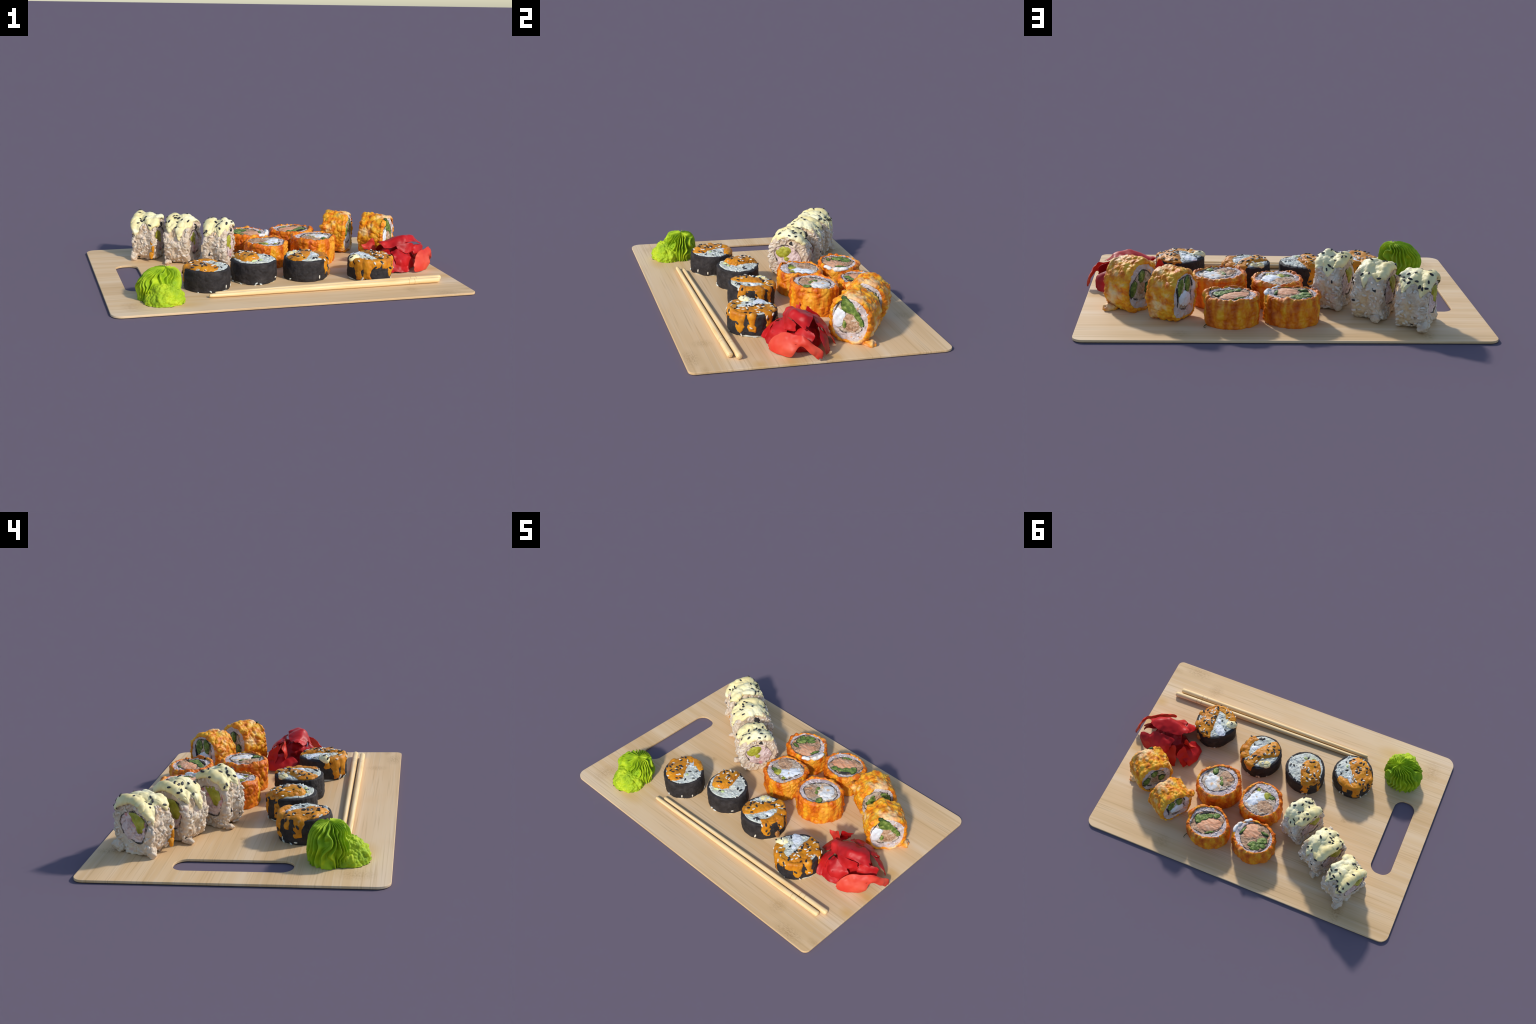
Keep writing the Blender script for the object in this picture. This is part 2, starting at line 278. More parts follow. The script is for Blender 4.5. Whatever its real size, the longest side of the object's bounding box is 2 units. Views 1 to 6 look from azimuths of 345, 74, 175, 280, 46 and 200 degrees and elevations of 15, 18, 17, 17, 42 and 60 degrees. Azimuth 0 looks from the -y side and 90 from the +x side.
# ------------------------------------------------------------------ roll body
class Body:
    """Closed roll: outline radius by angle, extruded along local z, with rounded rims.
    rows run from the centre of the lower face over the wall to the centre of the upper face."""
    def __init__(self, outline, z0, z1, fillet=0.012, bulge=0.0, nu=300, face_rows=56, low_rows=8, wall_rows=46,
                 seed=0, floor=None, waviness=0.004, face_wave=0.004):
        self.seed = seed; self.nu = nu
        th = np.arange(nu) * TAU / nu
        k = len(outline); C = np.asarray(outline, float)
        t = th / TAU * k; i = t.astype(int); f = t - i
        a, b, c, d = C[(i - 1) % k], C[i % k], C[(i + 1) % k], C[(i + 2) % k]
        R = 0.5 * (2 * b + (c - a) * f + (2 * a - 5 * b + 4 * c - d) * f ** 2 + (3 * b - a - 3 * c + d) * f ** 3)
        rows = []  # (kind, param, z)
        q = math.pi / 2
        for s in np.linspace(0.02, 0.985, low_rows): rows.append((0, s, z0))
        for s in np.linspace(0, q, 8): rows.append((1, fillet * (1 - math.sin(s)), z0 + fillet * (1 - math.cos(s))))
        for s in np.linspace(0, 1, wall_rows + 2)[1:-1]: rows.append((2, -bulge * math.sin(math.pi * s), z0 + fillet + s * (z1 - z0 - 2 * fillet)))
        for s in np.linspace(0, q, 8): rows.append((3, fillet * (1 - math.cos(s)), z1 - fillet * (1 - math.sin(s))))
        for s in np.linspace(0.985, 0.02, face_rows): rows.append((4, s, z1))
        nv = len(rows)
        P = np.zeros((nv, nu, 3)); self.kind = np.zeros((nv, nu), int)
        for r, (kd, p, z) in enumerate(rows):
            rad = (R - fillet) * p if kd in (0, 4) else R - p
            P[r, :, 0] = rad * np.cos(th); P[r, :, 1] = rad * np.sin(th); P[r, :, 2] = z; self.kind[r] = kd
        self.rows = rows; self.th = np.broadcast_to(th, (nv, nu)); self.z0, self.z1 = z0, z1; self.R = R
        if floor is not None:      # flatten what rests on the board
            y = P[:, :, 1]; soft = 0.006
            P[:, :, 1] = np.where(y < floor + soft, floor + soft * np.exp(np.clip((y - floor - soft) / soft, -50, 0)), y)
        self.P = P; self.N = self.normals(P)
        w = np.where((self.kind == 0) | (self.kind == 4), face_wave, waviness)
        if floor is None: w = w * smooth01((P[:, :, 2] - z0) / 0.02) # keep the foot flat
        P = P + self.N * (w * fbm(P, 22, 3, seed))[..., None]
        self.P = P; self.N = self.normals(P)
        self.face = self.kind == 4; self.under = self.kind == 0
        self.wall = (self.kind >= 1) & (self.kind <= 3)
        self.outer = np.zeros((nv, nu))

    def normals(self, P):
        du = np.roll(P, -1, 1) - np.roll(P, 1, 1); dv = np.zeros_like(P)
        dv[1:-1] = P[2:] - P[:-2]; dv[0] = P[1] - P[0]; dv[-1] = P[-1] - P[-2]
        n = np.cross(du, dv); l = np.linalg.norm(n, axis=-1, keepdims=True)
        n = n / np.maximum(l, 1e-12)
        # repair degenerate rows near the poles / flattened foot
        bad = (l[..., 0] < 1e-10)
        n[bad] = (0, 0, 1)
        return n

    def shell(self, name, h, keep, mat, parent, close=False):
        """offset surface by h where keep is true"""
        V = self.P + self.N * h[..., None]
        nv, nu = h.shape; idx = np.arange(nv * nu).reshape(nv, nu)
        a, b = idx[:-1], np.roll(idx, -1, 1)[:-1]; c, d = np.roll(idx, -1, 1)[1:], idx[1:]
        k = keep & np.roll(keep, -1, 1); ok = k[:-1] & k[1:]
        F = np.stack([a[ok], b[ok], c[ok], d[ok]], -1)
        caps = []
        if close or keep[-1].all(): caps.append(idx[-1].tolist())
        if close or keep[0].all(): caps.append(idx[0][::-1].tolist())
        used = np.zeros(nv * nu, bool); used[F.ravel()] = True
        for cp in caps: used[cp] = True
        remap = np.cumsum(used) - 1
        F = remap[F].tolist() + [[int(remap[i]) for i in cp] for cp in caps]
        me = mesh_from(name, V.reshape(-1, 3)[used], F)
        self.outer = np.where(keep, np.maximum(self.outer, h), self.outer)
        return new_object(name, me, mat, parent)

    def pick(self, rng, weight, n, min_dist=0.0):
        """random surface points where weight>0, thinned by distance"""
        du = np.linalg.norm(np.roll(self.P, -1, 1) - self.P, axis=-1)
        dv = np.zeros_like(du); dv[:-1] = np.linalg.norm(self.P[1:] - self.P[:-1], axis=-1)
        w = (weight * du * dv).ravel(); s = w.sum()
        if s <= 0: return []
        cum = np.cumsum(w) / s; out = []; tries = 0
        while len(out) < n and tries < n * 30:
            tries += 1
            i = int(min(np.searchsorted(cum, rng.random()), len(cum) - 1)); v, u = divmod(i, self.nu)
            p = self.P[v, u] + self.N[v, u] * self.outer[v, u]
            if min_dist and any(np.sum((p - o[0]) ** 2) < min_dist ** 2 for o in out): continue
            out.append((p, self.N[v, u], v, u))
        return out

def seed_mesh(name, mat, length, width, thick):
    V, F = [], []; nu, nv = 12, 8
    for j in range(nv + 1):
        t = j / nv; x = -math.cos(math.pi * t) * length / 2
        r = math.sin(math.pi * t) ** 0.8 * (1 - 0.32 * t)          # tear shape, pointed at one end
        for i in range(nu):
            a = TAU * i / nu; V.append((x, r * width / 2 * math.cos(a), r * thick / 2 * math.sin(a)))
    for j in range(nv):
        for i in range(nu):
            F.append((j * nu + i, j * nu + (i + 1) % nu, (j + 1) * nu + (i + 1) % nu, (j + 1) * nu + i))
    me = mesh_from(name, V, F); me.materials.append(mat); return me

def tangent_frame(rng, n, tilt=0.25):
    n = Vector(n).normalized()
    n = (n + Vector((rng.uniform(-tilt, tilt), rng.uniform(-tilt, tilt), rng.uniform(-tilt, tilt)))).normalized()
    t = n.orthogonal().normalized(); t = Matrix.Rotation(rng.uniform(0, TAU), 3, n) @ t
    return Matrix((t, n.cross(t), n)).transposed()

def put_seeds(rng, name, mesh, spots, parent, sink=0.2, thick=0.006):
    for (p, n, v, u) in spots:
        ob = bpy.data.objects.new(name, mesh); COLL.objects.link(ob); ob.parent = parent
        m = tangent_frame(rng, n).to_4x4(); s = rng.uniform(0.85, 1.15)
        m.translation = Vector(p) + Vector(n) * thick * (0.5 - sink)
        ob.matrix_local = m @ Matrix.Diagonal((s, s * rng.uniform(0.9, 1.1), s, 1))

def grains(rng, name, body, weight, n, parent, mat, length=0.021, width=0.0105, sink=0.35):
    """single rice grains half sunk into the rice, joined into one piece"""
    V, F = [], []; nu, nv = 10, 7
    for (p, nrm, v, u) in body.pick(rng, weight, n):
        fr = tangent_frame(rng, nrm, 0.35); l = length * rng.uniform(0.75, 1.2); w = width * rng.uniform(0.85, 1.15)
        base = len(V); o = Vector(p) + Vector(nrm) * w * (0.5 - sink)
        bend = rng.uniform(-0.25, 0.25)
        for j in range(nv + 1):
            t = j / nv; x = -math.cos(math.pi * t) * l / 2; r = math.sin(math.pi * t) ** 0.7 * w / 2 + 1e-5
            for i in range(nu):
                a = TAU * i / nu
                V.append(o + fr @ Vector((x, r * math.cos(a) + bend * x * x / l * 2, r * math.sin(a))))
        for j in range(nv):
            for i in range(nu):
                F.append((base + j * nu + i, base + j * nu + (i + 1) % nu, base + (j + 1) * nu + (i + 1) % nu, base + (j + 1) * nu + i))
    if F: return new_object(name, mesh_from(name, V, F), mat, parent, 'stuff')

def pad(name, outline, z, side, height, mat, parent, seed=0, bump=0.003, bump_scale=60, dome=2.5, ridges=0.0, depth=0.012, rim_mat=None, rim=0.0):
    """a piece of filling: smooth outline in the plane of the cut face, domed and lumpy, sunk into the roll"""
    C = catmull(outline, 64); c = C.mean(0); n = len(C); C = c + (C - c) * 1.12
    C = C + 0.05 * np.abs(C - c).max() * np.stack([noise3(np.column_stack([C, C[:, 0] * 0 + seed]), 60, seed), noise3(np.column_stack([C, C[:, 0] * 0 + seed]), 60, seed + 1)], -1)
    # make the winding counter-clockwise
    x, y = C.T
    if (x * np.roll(y, -1) - np.roll(x, -1) * y).sum() < 0: C = C[::-1]
    steps = [0.03, 0.15, 0.3, 0.45, 0.58, 0.7, 0.8, 0.88, 0.94, 0.98, 1.0, 1.0, 1.0]
    V = []
    for k, s in enumerate(steps):
        ring = c + (C - c) * s
        zz = np.full(n, height * (1 - s ** dome) if k < 11 else -depth * (k - 10) / 2)
        V.append(np.column_stack([ring, zz]))
    V = np.array(V)
    nz = fbm(V + (seed * 1.7, 3.1, seed), bump_scale, 3, seed)
    V[:, :, 2] += bump * nz * (np.array(steps)[:, None] < 1.0)
    if ridges: V[:, :, 2] += ridges * np.sin((V[:, :, 0] * 0.5 + V[:, :, 1]) * 260 + 3 * nz)
    V[:, :, :2] += (noise3(V, 90, seed + 5) * 0.0035)[..., None] * np.array([1, -1]) * (np.array(steps) ** 2)[:, None, None]
    V[:, :, 2] = z + side * V[:, :, 2]
    F = []
    for k in range(len(steps) - 1):
        for i in range(n):
            j = (i + 1) % n; q = (k * n + i, (k + 1) * n + i, (k + 1) * n + j, k * n + j)
            F.append(q if side > 0 else q[::-1])
    F.append(tuple(range(n)) if side > 0 else tuple(range(n))[::-1])
    me = mesh_from(name, V.reshape(-1, 3), F); me.materials.append(mat)
    if rim_mat is not None:         # dark skin round the edge of a slice
        me.materials.append(rim_mat)
        first = next(k for k, s in enumerate(steps) if s >= 1 - rim)
        idx = [1 if (f // n) >= first - 1 and f < n * (len(steps) - 1) else 0 for f in range(len(me.polygons))]
        me.polygons.foreach_set('material_index', idx)
    return new_object(name, me, None, parent)

def sliver(a, b, w):
    """thin strip outline from a to b"""
    a, b = np.array(a, float), np.array(b, float); d = b - a; nrm = np.array([-d[1], d[0]]) / np.linalg.norm(d) * w
    m = (a + b) / 2
    return [a - nrm * 0.4, m - nrm, b - nrm * 0.5, b + nrm * 0.5, m + nrm * 0.8, a + nrm * 0.5]

def rice_relief(P, seed, cell=0.017, amp=0.005):
    W = P + 0.004 * np.stack([noise3(P, 70, seed + 1), noise3(P, 70, seed + 2), noise3(P, 70, seed + 3)], -1)
    f1, f2 = worley(W, cell, seed)
    return amp * (np.sqrt(np.clip(1 - (f1 / 0.85) ** 2, 0, 1)) - 0.6) + 0.35 * amp * fbm(P, 120, 2, seed + 9)

def roe_relief(P, seed, amp=1.0):
    W = P + 0.006 * np.stack([noise3(P, 45, seed + 1), noise3(P, 45, seed + 2), noise3(P, 45, seed + 3)], -1)
    f1, f2 = worley(W, 0.030, seed); g1, g2 = worley(P, 0.011, seed + 30)
    return amp * (0.0050 * (smooth01((f2 - f1) / 0.6) - 0.6) + 0.0022 * (1 - g1) + 0.007 * fbm(P * (1, 1, 0.7), 30, 3, seed + 4))

# ------------------------------------------------------------------ nori rolls with sauce
SEEDS = {}
def nori_roll(loc, height, outline, polys, drips, mayo=(), cheese=(), cucumber=(), nori_bits=(), seed=1, blacks=16, whites=14, side_whites=4, drip_blob=None, pool=0.011):
    rng = random.Random(seed)
    top = thing('nori_sushi_roll', (loc[0], loc[1], BOARD_TOP), 'dark nori roll topped with orange sauce and sesame', 'sushi')
    B = Body([v - 0.004 for v in outline], 0.0, height, fillet=0.009, bulge=0.002, seed=seed, waviness=0.005, face_wave=0.008)
    x, y, z = B.P[..., 0], B.P[..., 1], B.P[..., 2]
    r = np.hypot(x, y)
    # slightly domed upper face
    dome = np.where(B.face, 0.010 * (1 - (r / r.max()) ** 2), 0)
    B.P = B.P + B.N * dome[..., None]
    rr = rice_relief(B.P, seed, 0.018, 0.0034)
    lip = 0.003 * smooth01(1 - np.abs(z - 0.006) / 0.012)
    B.shell('rice', np.where(B.wall, np.where(z < 0.02, rr * 0.5 + lip, -0.002), rr), np.ones_like(r, bool), M['rice_grey'], top, close=True)
    # nori wrapped round the wall, open edge tucked in at the rim
    foot = 0.003 + 0.012 * smooth01(0.2 + fbm(np.stack([np.cos(B.th), np.sin(B.th), 0 * B.th], -1), 1.6, 2, seed + 60))
    near_top = smooth01((z - (height - 0.006)) / 0.006) * (B.kind >= 3)
    hn = 0.0055 + 0.0015 * fbm(B.P * (1, 1, 0.5), 28, 3, seed + 3) + 0.001 * noise3(B.P, 90, seed + 8) - 0.010 * smooth01((foot - z) / 0.004)
    hn = hn - 0.006 * near_top
    B.shell('nori_wrap', hn, B.wall & (z > foot - 0.004), M['nori'], top)
    # sauce: pools on the face, running over the rim in drips
    depth = np.clip(height - z, 0, None) * (~B.face)
    m = np.full_like(r, -1.0)
    for p in polys: m = np.maximum(m, poly_sd(x, y, catmull(p)) - 1.2 * np.clip(depth - 0.012, 0, None))
    for (deg, width, length) in drips:
        da = (B.th - math.radians(deg) + math.pi) % TAU - math.pi
        off = np.abs(da) * r + 0.010 * fbm(B.P, 34, 2, seed + int(deg))
        half = width / 2 * (1.15 - 0.35 * depth / max(length, 1e-3))
        dd = np.minimum(half - off, (length - depth))
        dd = np.where(B.face, np.minimum(dd, r - 0.6 * r.max()), dd)
        m = np.maximum(m, dd)
    m = m + 0.006 * fbm(B.P, 45, 2, seed + 11)
    hs = np.where(B.face, pool, np.minimum(pool, 0.011)) * np.sqrt(np.clip(m / 0.024, 0, 1)) + 0.002 * fbm(B.P, 40, 2, seed + 12) * (m > 0) + np.where(B.wall, 0.002, -0.002)
    hs = np.where(m < 0, -0.003, hs); hs = np.where(B.under, -0.004, hs)
    B.shell('sauce', hs, (m > -0.0035) & ~B.under, M['sauce'], top)
    sauce_m = m
    if mayo:
        mm = np.full_like(r, -1.0)
        for p in mayo: mm = np.maximum(mm, poly_sd(x, y, catmull(p)) - 0.9 * depth)
        mm = mm + 0.004 * fbm(B.P, 55, 2, seed + 21)
        hm = B.outer * 0.6 + 0.014 * np.sqrt(np.clip(mm / 0.02, 0, 1)) + 0.003 * fbm(B.P, 50, 2, seed + 22)
        hm = np.where(mm < 0, -0.003, hm)
        B.shell('mayonnaise', hm, (mm > -0.0035) & ~B.under, M['mayo'], top)
    zf = height + 0.004
    for k, e in enumerate(cheese): pad('cream_cheese', e, zf, 1, 0.009, M['cheese'], top, seed + k, 0.005, 70, depth=0.01)
    for k, e in enumerate(cucumber): pad('cucumber', e, zf, 1, 0.010, M['cucumber_light'], top, seed + 5 + k, 0.004, 80, depth=0.01)
    for k, e in enumerate(nori_bits): pad('nori_flake', e, zf + 0.004, 1, 0.006, M['nori'], top, seed + 15 + k, 0.006, 90, depth=0.01)
    bare = (B.face & (sauce_m < -0.002)).astype(float)
    grains(rng, 'rice_grain', B, bare * (r > 0.02), 34, top, M['grain_grey'], 0.019, 0.009, 0.66)
    grains(rng, 'rice_grain', B, ((z < 0.014) & (B.kind < 3) & (B.kind > 0)).astype(float), 8, top, M['grain_grey'], 0.018, 0.009, 0.5)
    on = ((sauce_m > 0.002) & (B.face | (B.kind == 3))).astype(float) + 0.25 * bare
    put_seeds(rng, 'black_sesame_seed', SEEDS['black'], B.pick(rng, on, blacks, 0.012), top)
    put_seeds(rng, 'white_sesame_seed', SEEDS['white'], B.pick(rng, ((sauce_m > 0.002) & (B.face | (B.kind == 3))).astype(float), whites, 0.012), top)
    side = ((sauce_m > 0.001) & (B.kind == 2)).astype(float)
    put_seeds(rng, 'black_sesame_seed', SEEDS['black'], B.pick(rng, side, 5, 0.015), top)
    low = ((B.kind == 2) & (z < 0.03)).astype(float) + 0.08 * (B.kind == 2)
    put_seeds(rng, 'white_sesame_seed', SEEDS['white'], B.pick(rng, low, side_whites, 0.015), top)
    if drip_blob is not None:       # lump of rice and sauce stuck to the side
        (deg, zc, s) = drip_blob; a = math.radians(deg); R = float(np.interp(a % TAU, B.th[0], B.R))
        blob('sauce_lump', (math.cos(a) * (R + s * 0.3), math.sin(a) * (R + s * 0.3), zc), (s * 0.7, s * 0.7, s * 1.25), M['drip'], top, seed)
    return top

def blob(name, c, radii, mat, parent, seed=0, rough=0.25, scale=40, floor=0.0008, nu=48, nv=32, down=2):
    V, F = [], []
    t = np.linspace(0.02, math.pi - 0.02, nv); a = np.arange(nu) * TAU / nu
    T, A = np.meshgrid(t, a, indexing='ij')
    D = np.stack([np.sin(T) * np.cos(A), np.sin(T) * np.sin(A), np.cos(T)], -1)
    P = D * np.array(radii); k = 1 + rough * fbm(P + seed * 0.37, scale, 3, seed)
    P = P * k[..., None] + np.array(c)
    if floor is not None: P[..., down] = np.maximum(P[..., down], floor)
    for j in range(nv - 1):
        for i in range(nu):
            F.append((j * nu + i, (j + 1) * nu + i, (j + 1) * nu + (i + 1) % nu, j * nu + (i + 1) % nu))
    F.append(tuple(range(nu))); F.append(tuple(range((nv - 1) * nu, nv * nu))[::-1])
    return new_object(name, mesh_from(name, P.reshape(-1, 3), F), mat, parent)

# ------------------------------------------------------------------ cut faces with filling
def grown(fill, grow):
    """scale every outline of a filling about the middle of the cut"""
    return {k: (np.asarray(v) * grow if k == 'ring' else [np.asarray(p) * grow for p in v] if isinstance(v, (list, tuple)) else v) for k, v in fill.items()}

def pocket(B, fills):
    """signed distance inside the filling of either cut face, -1 elsewhere"""
    out = np.full(B.P.shape[:2], -1.0)
    for side, fill in fills:
        sel = B.face if side > 0 else B.under
        out = np.where(sel, poly_sd(B.P[..., 0], B.P[..., 1], catmull(fill['ring'])) + 0.003 * fbm(B.P, 60, 2, B.seed + 40), out)
    return out

def cut_face(B, side, fill, top, seed, base_mat):
    """ring of nori round the filling and the filling pieces, on the upper (+1) or lower (-1) cut face"""
    sel = B.face if side > 0 else B.under
    z = B.z1 if side > 0 else B.z0
    sd = np.where(sel, pocket(B, [(side, fill)]), -1.0)
    half = 0.0024 + 0.0032 * noise3(B.P, 34, seed + 44)
    h = np.where(np.abs(sd) < half, 0.0025, -0.003) + 0.001 * noise3(B.P, 120, seed + 41)
    B.shell('nori_lining', h, sel & (np.abs(sd) < half + 0.0012), M['nori_line'], top)
    f1, f2 = worley(B.P, 0.012, seed + 43)
    h2 = -0.003 + 0.004 * (1 - f1) + 0.004 * fbm(B.P, 45, 2, seed + 42)
    B.shell('filling', np.where(sd > -0.002, h2, -0.004), sel & (sd > -0.003), base_mat, top)
    for k, p in enumerate(fill.get('salmon', ())): pad('salmon', p, z, side, 0.006, M['salmon'], top, seed + k, 0.004, 60, ridges=0.001)
    for k, p in enumerate(fill.get('tuna', ())): pad('flaked_fish', p, z, side, 0.005, M['tuna'], top, seed + 3 + k, 0.009, 80)
    for k, p in enumerate(fill.get('crab', ())): pad('crab_meat', p, z, side, 0.005, M['crab'], top, seed + 9 + k, 0.008, 60)
    for k, p in enumerate(fill.get('cheese', ())): pad('cream_cheese', p, z, side, 0.007, M[fill.get('cheese_mat', 'cheese')], top, seed + 5 + k, 0.006, 50)
    for k, p in enumerate(fill.get('cucumber', ())):
        p = np.asarray(p); p = p.mean(0) + (p - p.mean(0)) * 1.18
        pad('cucumber', p, z, side, 0.006, M['cucumber'], top, seed + 7 + k, 0.004, 70, dome=5, rim_mat=M['cucumber_skin'], rim=0.08)
    for k, p in enumerate(fill.get('pickle', ())): pad('pickled_cucumber', p, z, side, 0.007, M['pickle'], top, seed + 8 + k, 0.005, 60, dome=4)
    for k, p in enumerate(fill.get('nori', ())): pad('nori_flake', p, z, side, 0.007, M['nori'], top, seed + 11 + k, 0.003, 60)
    return sd, sel

# ------------------------------------------------------------------ roe rolls
def roe_coat(B, top, seed, mat, edge=0.010, thick=0.006, bare_lower=False):
    z = B.P[..., 2]
    rel = roe_relief(B.P, seed)
    r = np.hypot(B.P[..., 0], B.P[..., 1])
    frac = np.zeros_like(r)
    for i, (kd, p, zz) in enumerate(B.rows):
        frac[i] = p if kd in (0, 4) else 1.0
    ragged = 0.97 + 0.05 * fbm(B.P, 26, 3, seed + 6) + 0.03 * noise3(B.P, 80, seed + 7)
    m = np.where(B.wall, 1.0, (frac - ragged) * 12)
    h = thick + rel
    crest = np.clip(0.6 * fbm(B.P, 48, 2, seed + 61) + 0.9 * noise3(B.P, 15, seed + 62) + 0.2, 0, 1) * (B.kind == 3)
    h = h + 0.008 * crest
    h = np.where(B.wall, h, h * np.clip(m * 2, 0, 1) - 0.002)
    h = np.where(m < 0, -0.003, h)
    keep = m > -0.25
    if bare_lower is None: keep &= ~B.under
    B.shell('roe_coating', h, keep, mat, top)

def lying_roe_roll(loc, height, outline, fill, seed, base_mat, mayo=None, sprig=False):
    rng = random.Random(seed)
    top = thing('roe_sushi_roll', (loc[0], loc[1], BOARD_TOP), 'orange roe coated roll with fish and cucumber filling', 'sushi')
    o = [v - 0.0045 for v in outline]
    B = Body(o, 0.0, height, fillet=0.010, bulge=0.003, seed=seed, waviness=0.008, face_wave=0.008)
    rr = rice_relief(B.P, seed, 0.020, 0.0034)
    fill = grown(fill, 1.09); inside = pocket(B, [(1, fill)])
    rr = rr - 0.012 * smooth01((inside + 0.001) / 0.004)
    B.shell('rice', np.where(B.wall, -0.002, rr), np.ones_like(rr, bool), M['rice_pink'], top, close=True)
    roe_coat(B, top, seed, M['roe'], bare_lower=None)
    sd, sel = cut_face(B, 1, fill, top, seed, M[base_mat])
    r = np.hypot(B.P[..., 0], B.P[..., 1])
    grains(rng, 'rice_grain', B, (sel & (sd < -0.006) & (r < r.max() * 0.86)).astype(float), 22, top, M['grain_pink'], 0.022, 0.011, 0.72)
    if mayo is not None:
        m = poly_sd(B.P[..., 0], B.P[..., 1], catmull(mayo)) - 0.8 * np.clip(height - B.P[..., 2], 0, None) + 0.003 * fbm(B.P, 60, 2, seed + 50)
        h = np.where(m < 0, -0.003, B.outer + 0.008 * np.sqrt(np.clip(m / 0.012, 0, 1)) - 0.001)
        B.shell('cream_sauce', h, (m > -0.003) & ~B.under, M['cheese_stained'], top)
    if sprig:
        V, F = [], []
        pts = [Vector((0.115, 0.055, 0.006)), Vector((0.128, 0.075, 0.004)), Vector((0.132, 0.092, 0.004)), Vector((0.124, 0.10, 0.003))]
        for i, p in enumerate(pts):
            w = 0.003 * (1 - i / 5)
            for k in range(6): a = TAU * k / 6; V.append(p + Vector((math.cos(a) * w, 0, math.sin(a) * w + w)))
        for i in range(3):
            for k in range(6): F.append((i * 6 + k, i * 6 + (k + 1) % 6, (i + 1) * 6 + (k + 1) % 6, (i + 1) * 6 + k))
        new_object('herb_sprig', mesh_from('herb_sprig', V, F), M['leaf'], top)
    return top

def axis_rotation(ax, ay):
    a = Vector((ax, ay, 0)).normalized()
    X = Vector((-a.y, a.x, 0))
    return Matrix((X, Vector((0, 0, 1)), a)).transposed().to_4x4()

def standing_roe_roll(loc, zc, axis, length, outline, front, back, seed, tails=()):
    rng = random.Random(seed)
    top = thing('roe_sushi_roll', (loc[0], loc[1], zc), 'orange roe roll lying on its side, cut faces showing', 'sushi', axis_rotation(*axis))
    o = [v - 0.006 for v in outline]
    B = Body(o, -length / 2, length / 2, fillet=0.012, bulge=0.003, seed=seed, face_rows=46, low_rows=46, floor=-(zc - BOARD_TOP - 0.003), waviness=0.009, face_wave=0.008)
    rr = rice_relief(B.P, seed, 0.020, 0.0034) - 0.012 * smooth01((pocket(B, [(1, front), (-1, back)]) + 0.001) / 0.004)
    B.shell('rice', np.where(B.wall, -0.002, rr), np.ones_like(rr, bool), M['rice_pink'], top, close=True)
    foot = B.P[..., 1] < -(zc - BOARD_TOP) + 0.006
    roe_coat(B, top, seed, M['roe_yellow'], thick=0.006)
    for side, fill in ((1, front), (-1, back)):
        sd, sel = cut_face(B, side, fill, top, seed + side, M['mince'])
        frac = np.hypot(B.P[..., 0], B.P[..., 1])
        grains(rng, 'rice_grain', B, (sel & (sd < -0.006) & (frac < 0.105)).astype(float), 18, top, M['grain_pink'], 0.022, 0.011, 0.72)
    for (c, rad) in tails: blob('roe_crumb', c, rad, M['roe_yellow'], top, seed, 0.5, 45, floor=-(zc - BOARD_TOP) + 0.001, down=1)
    return top

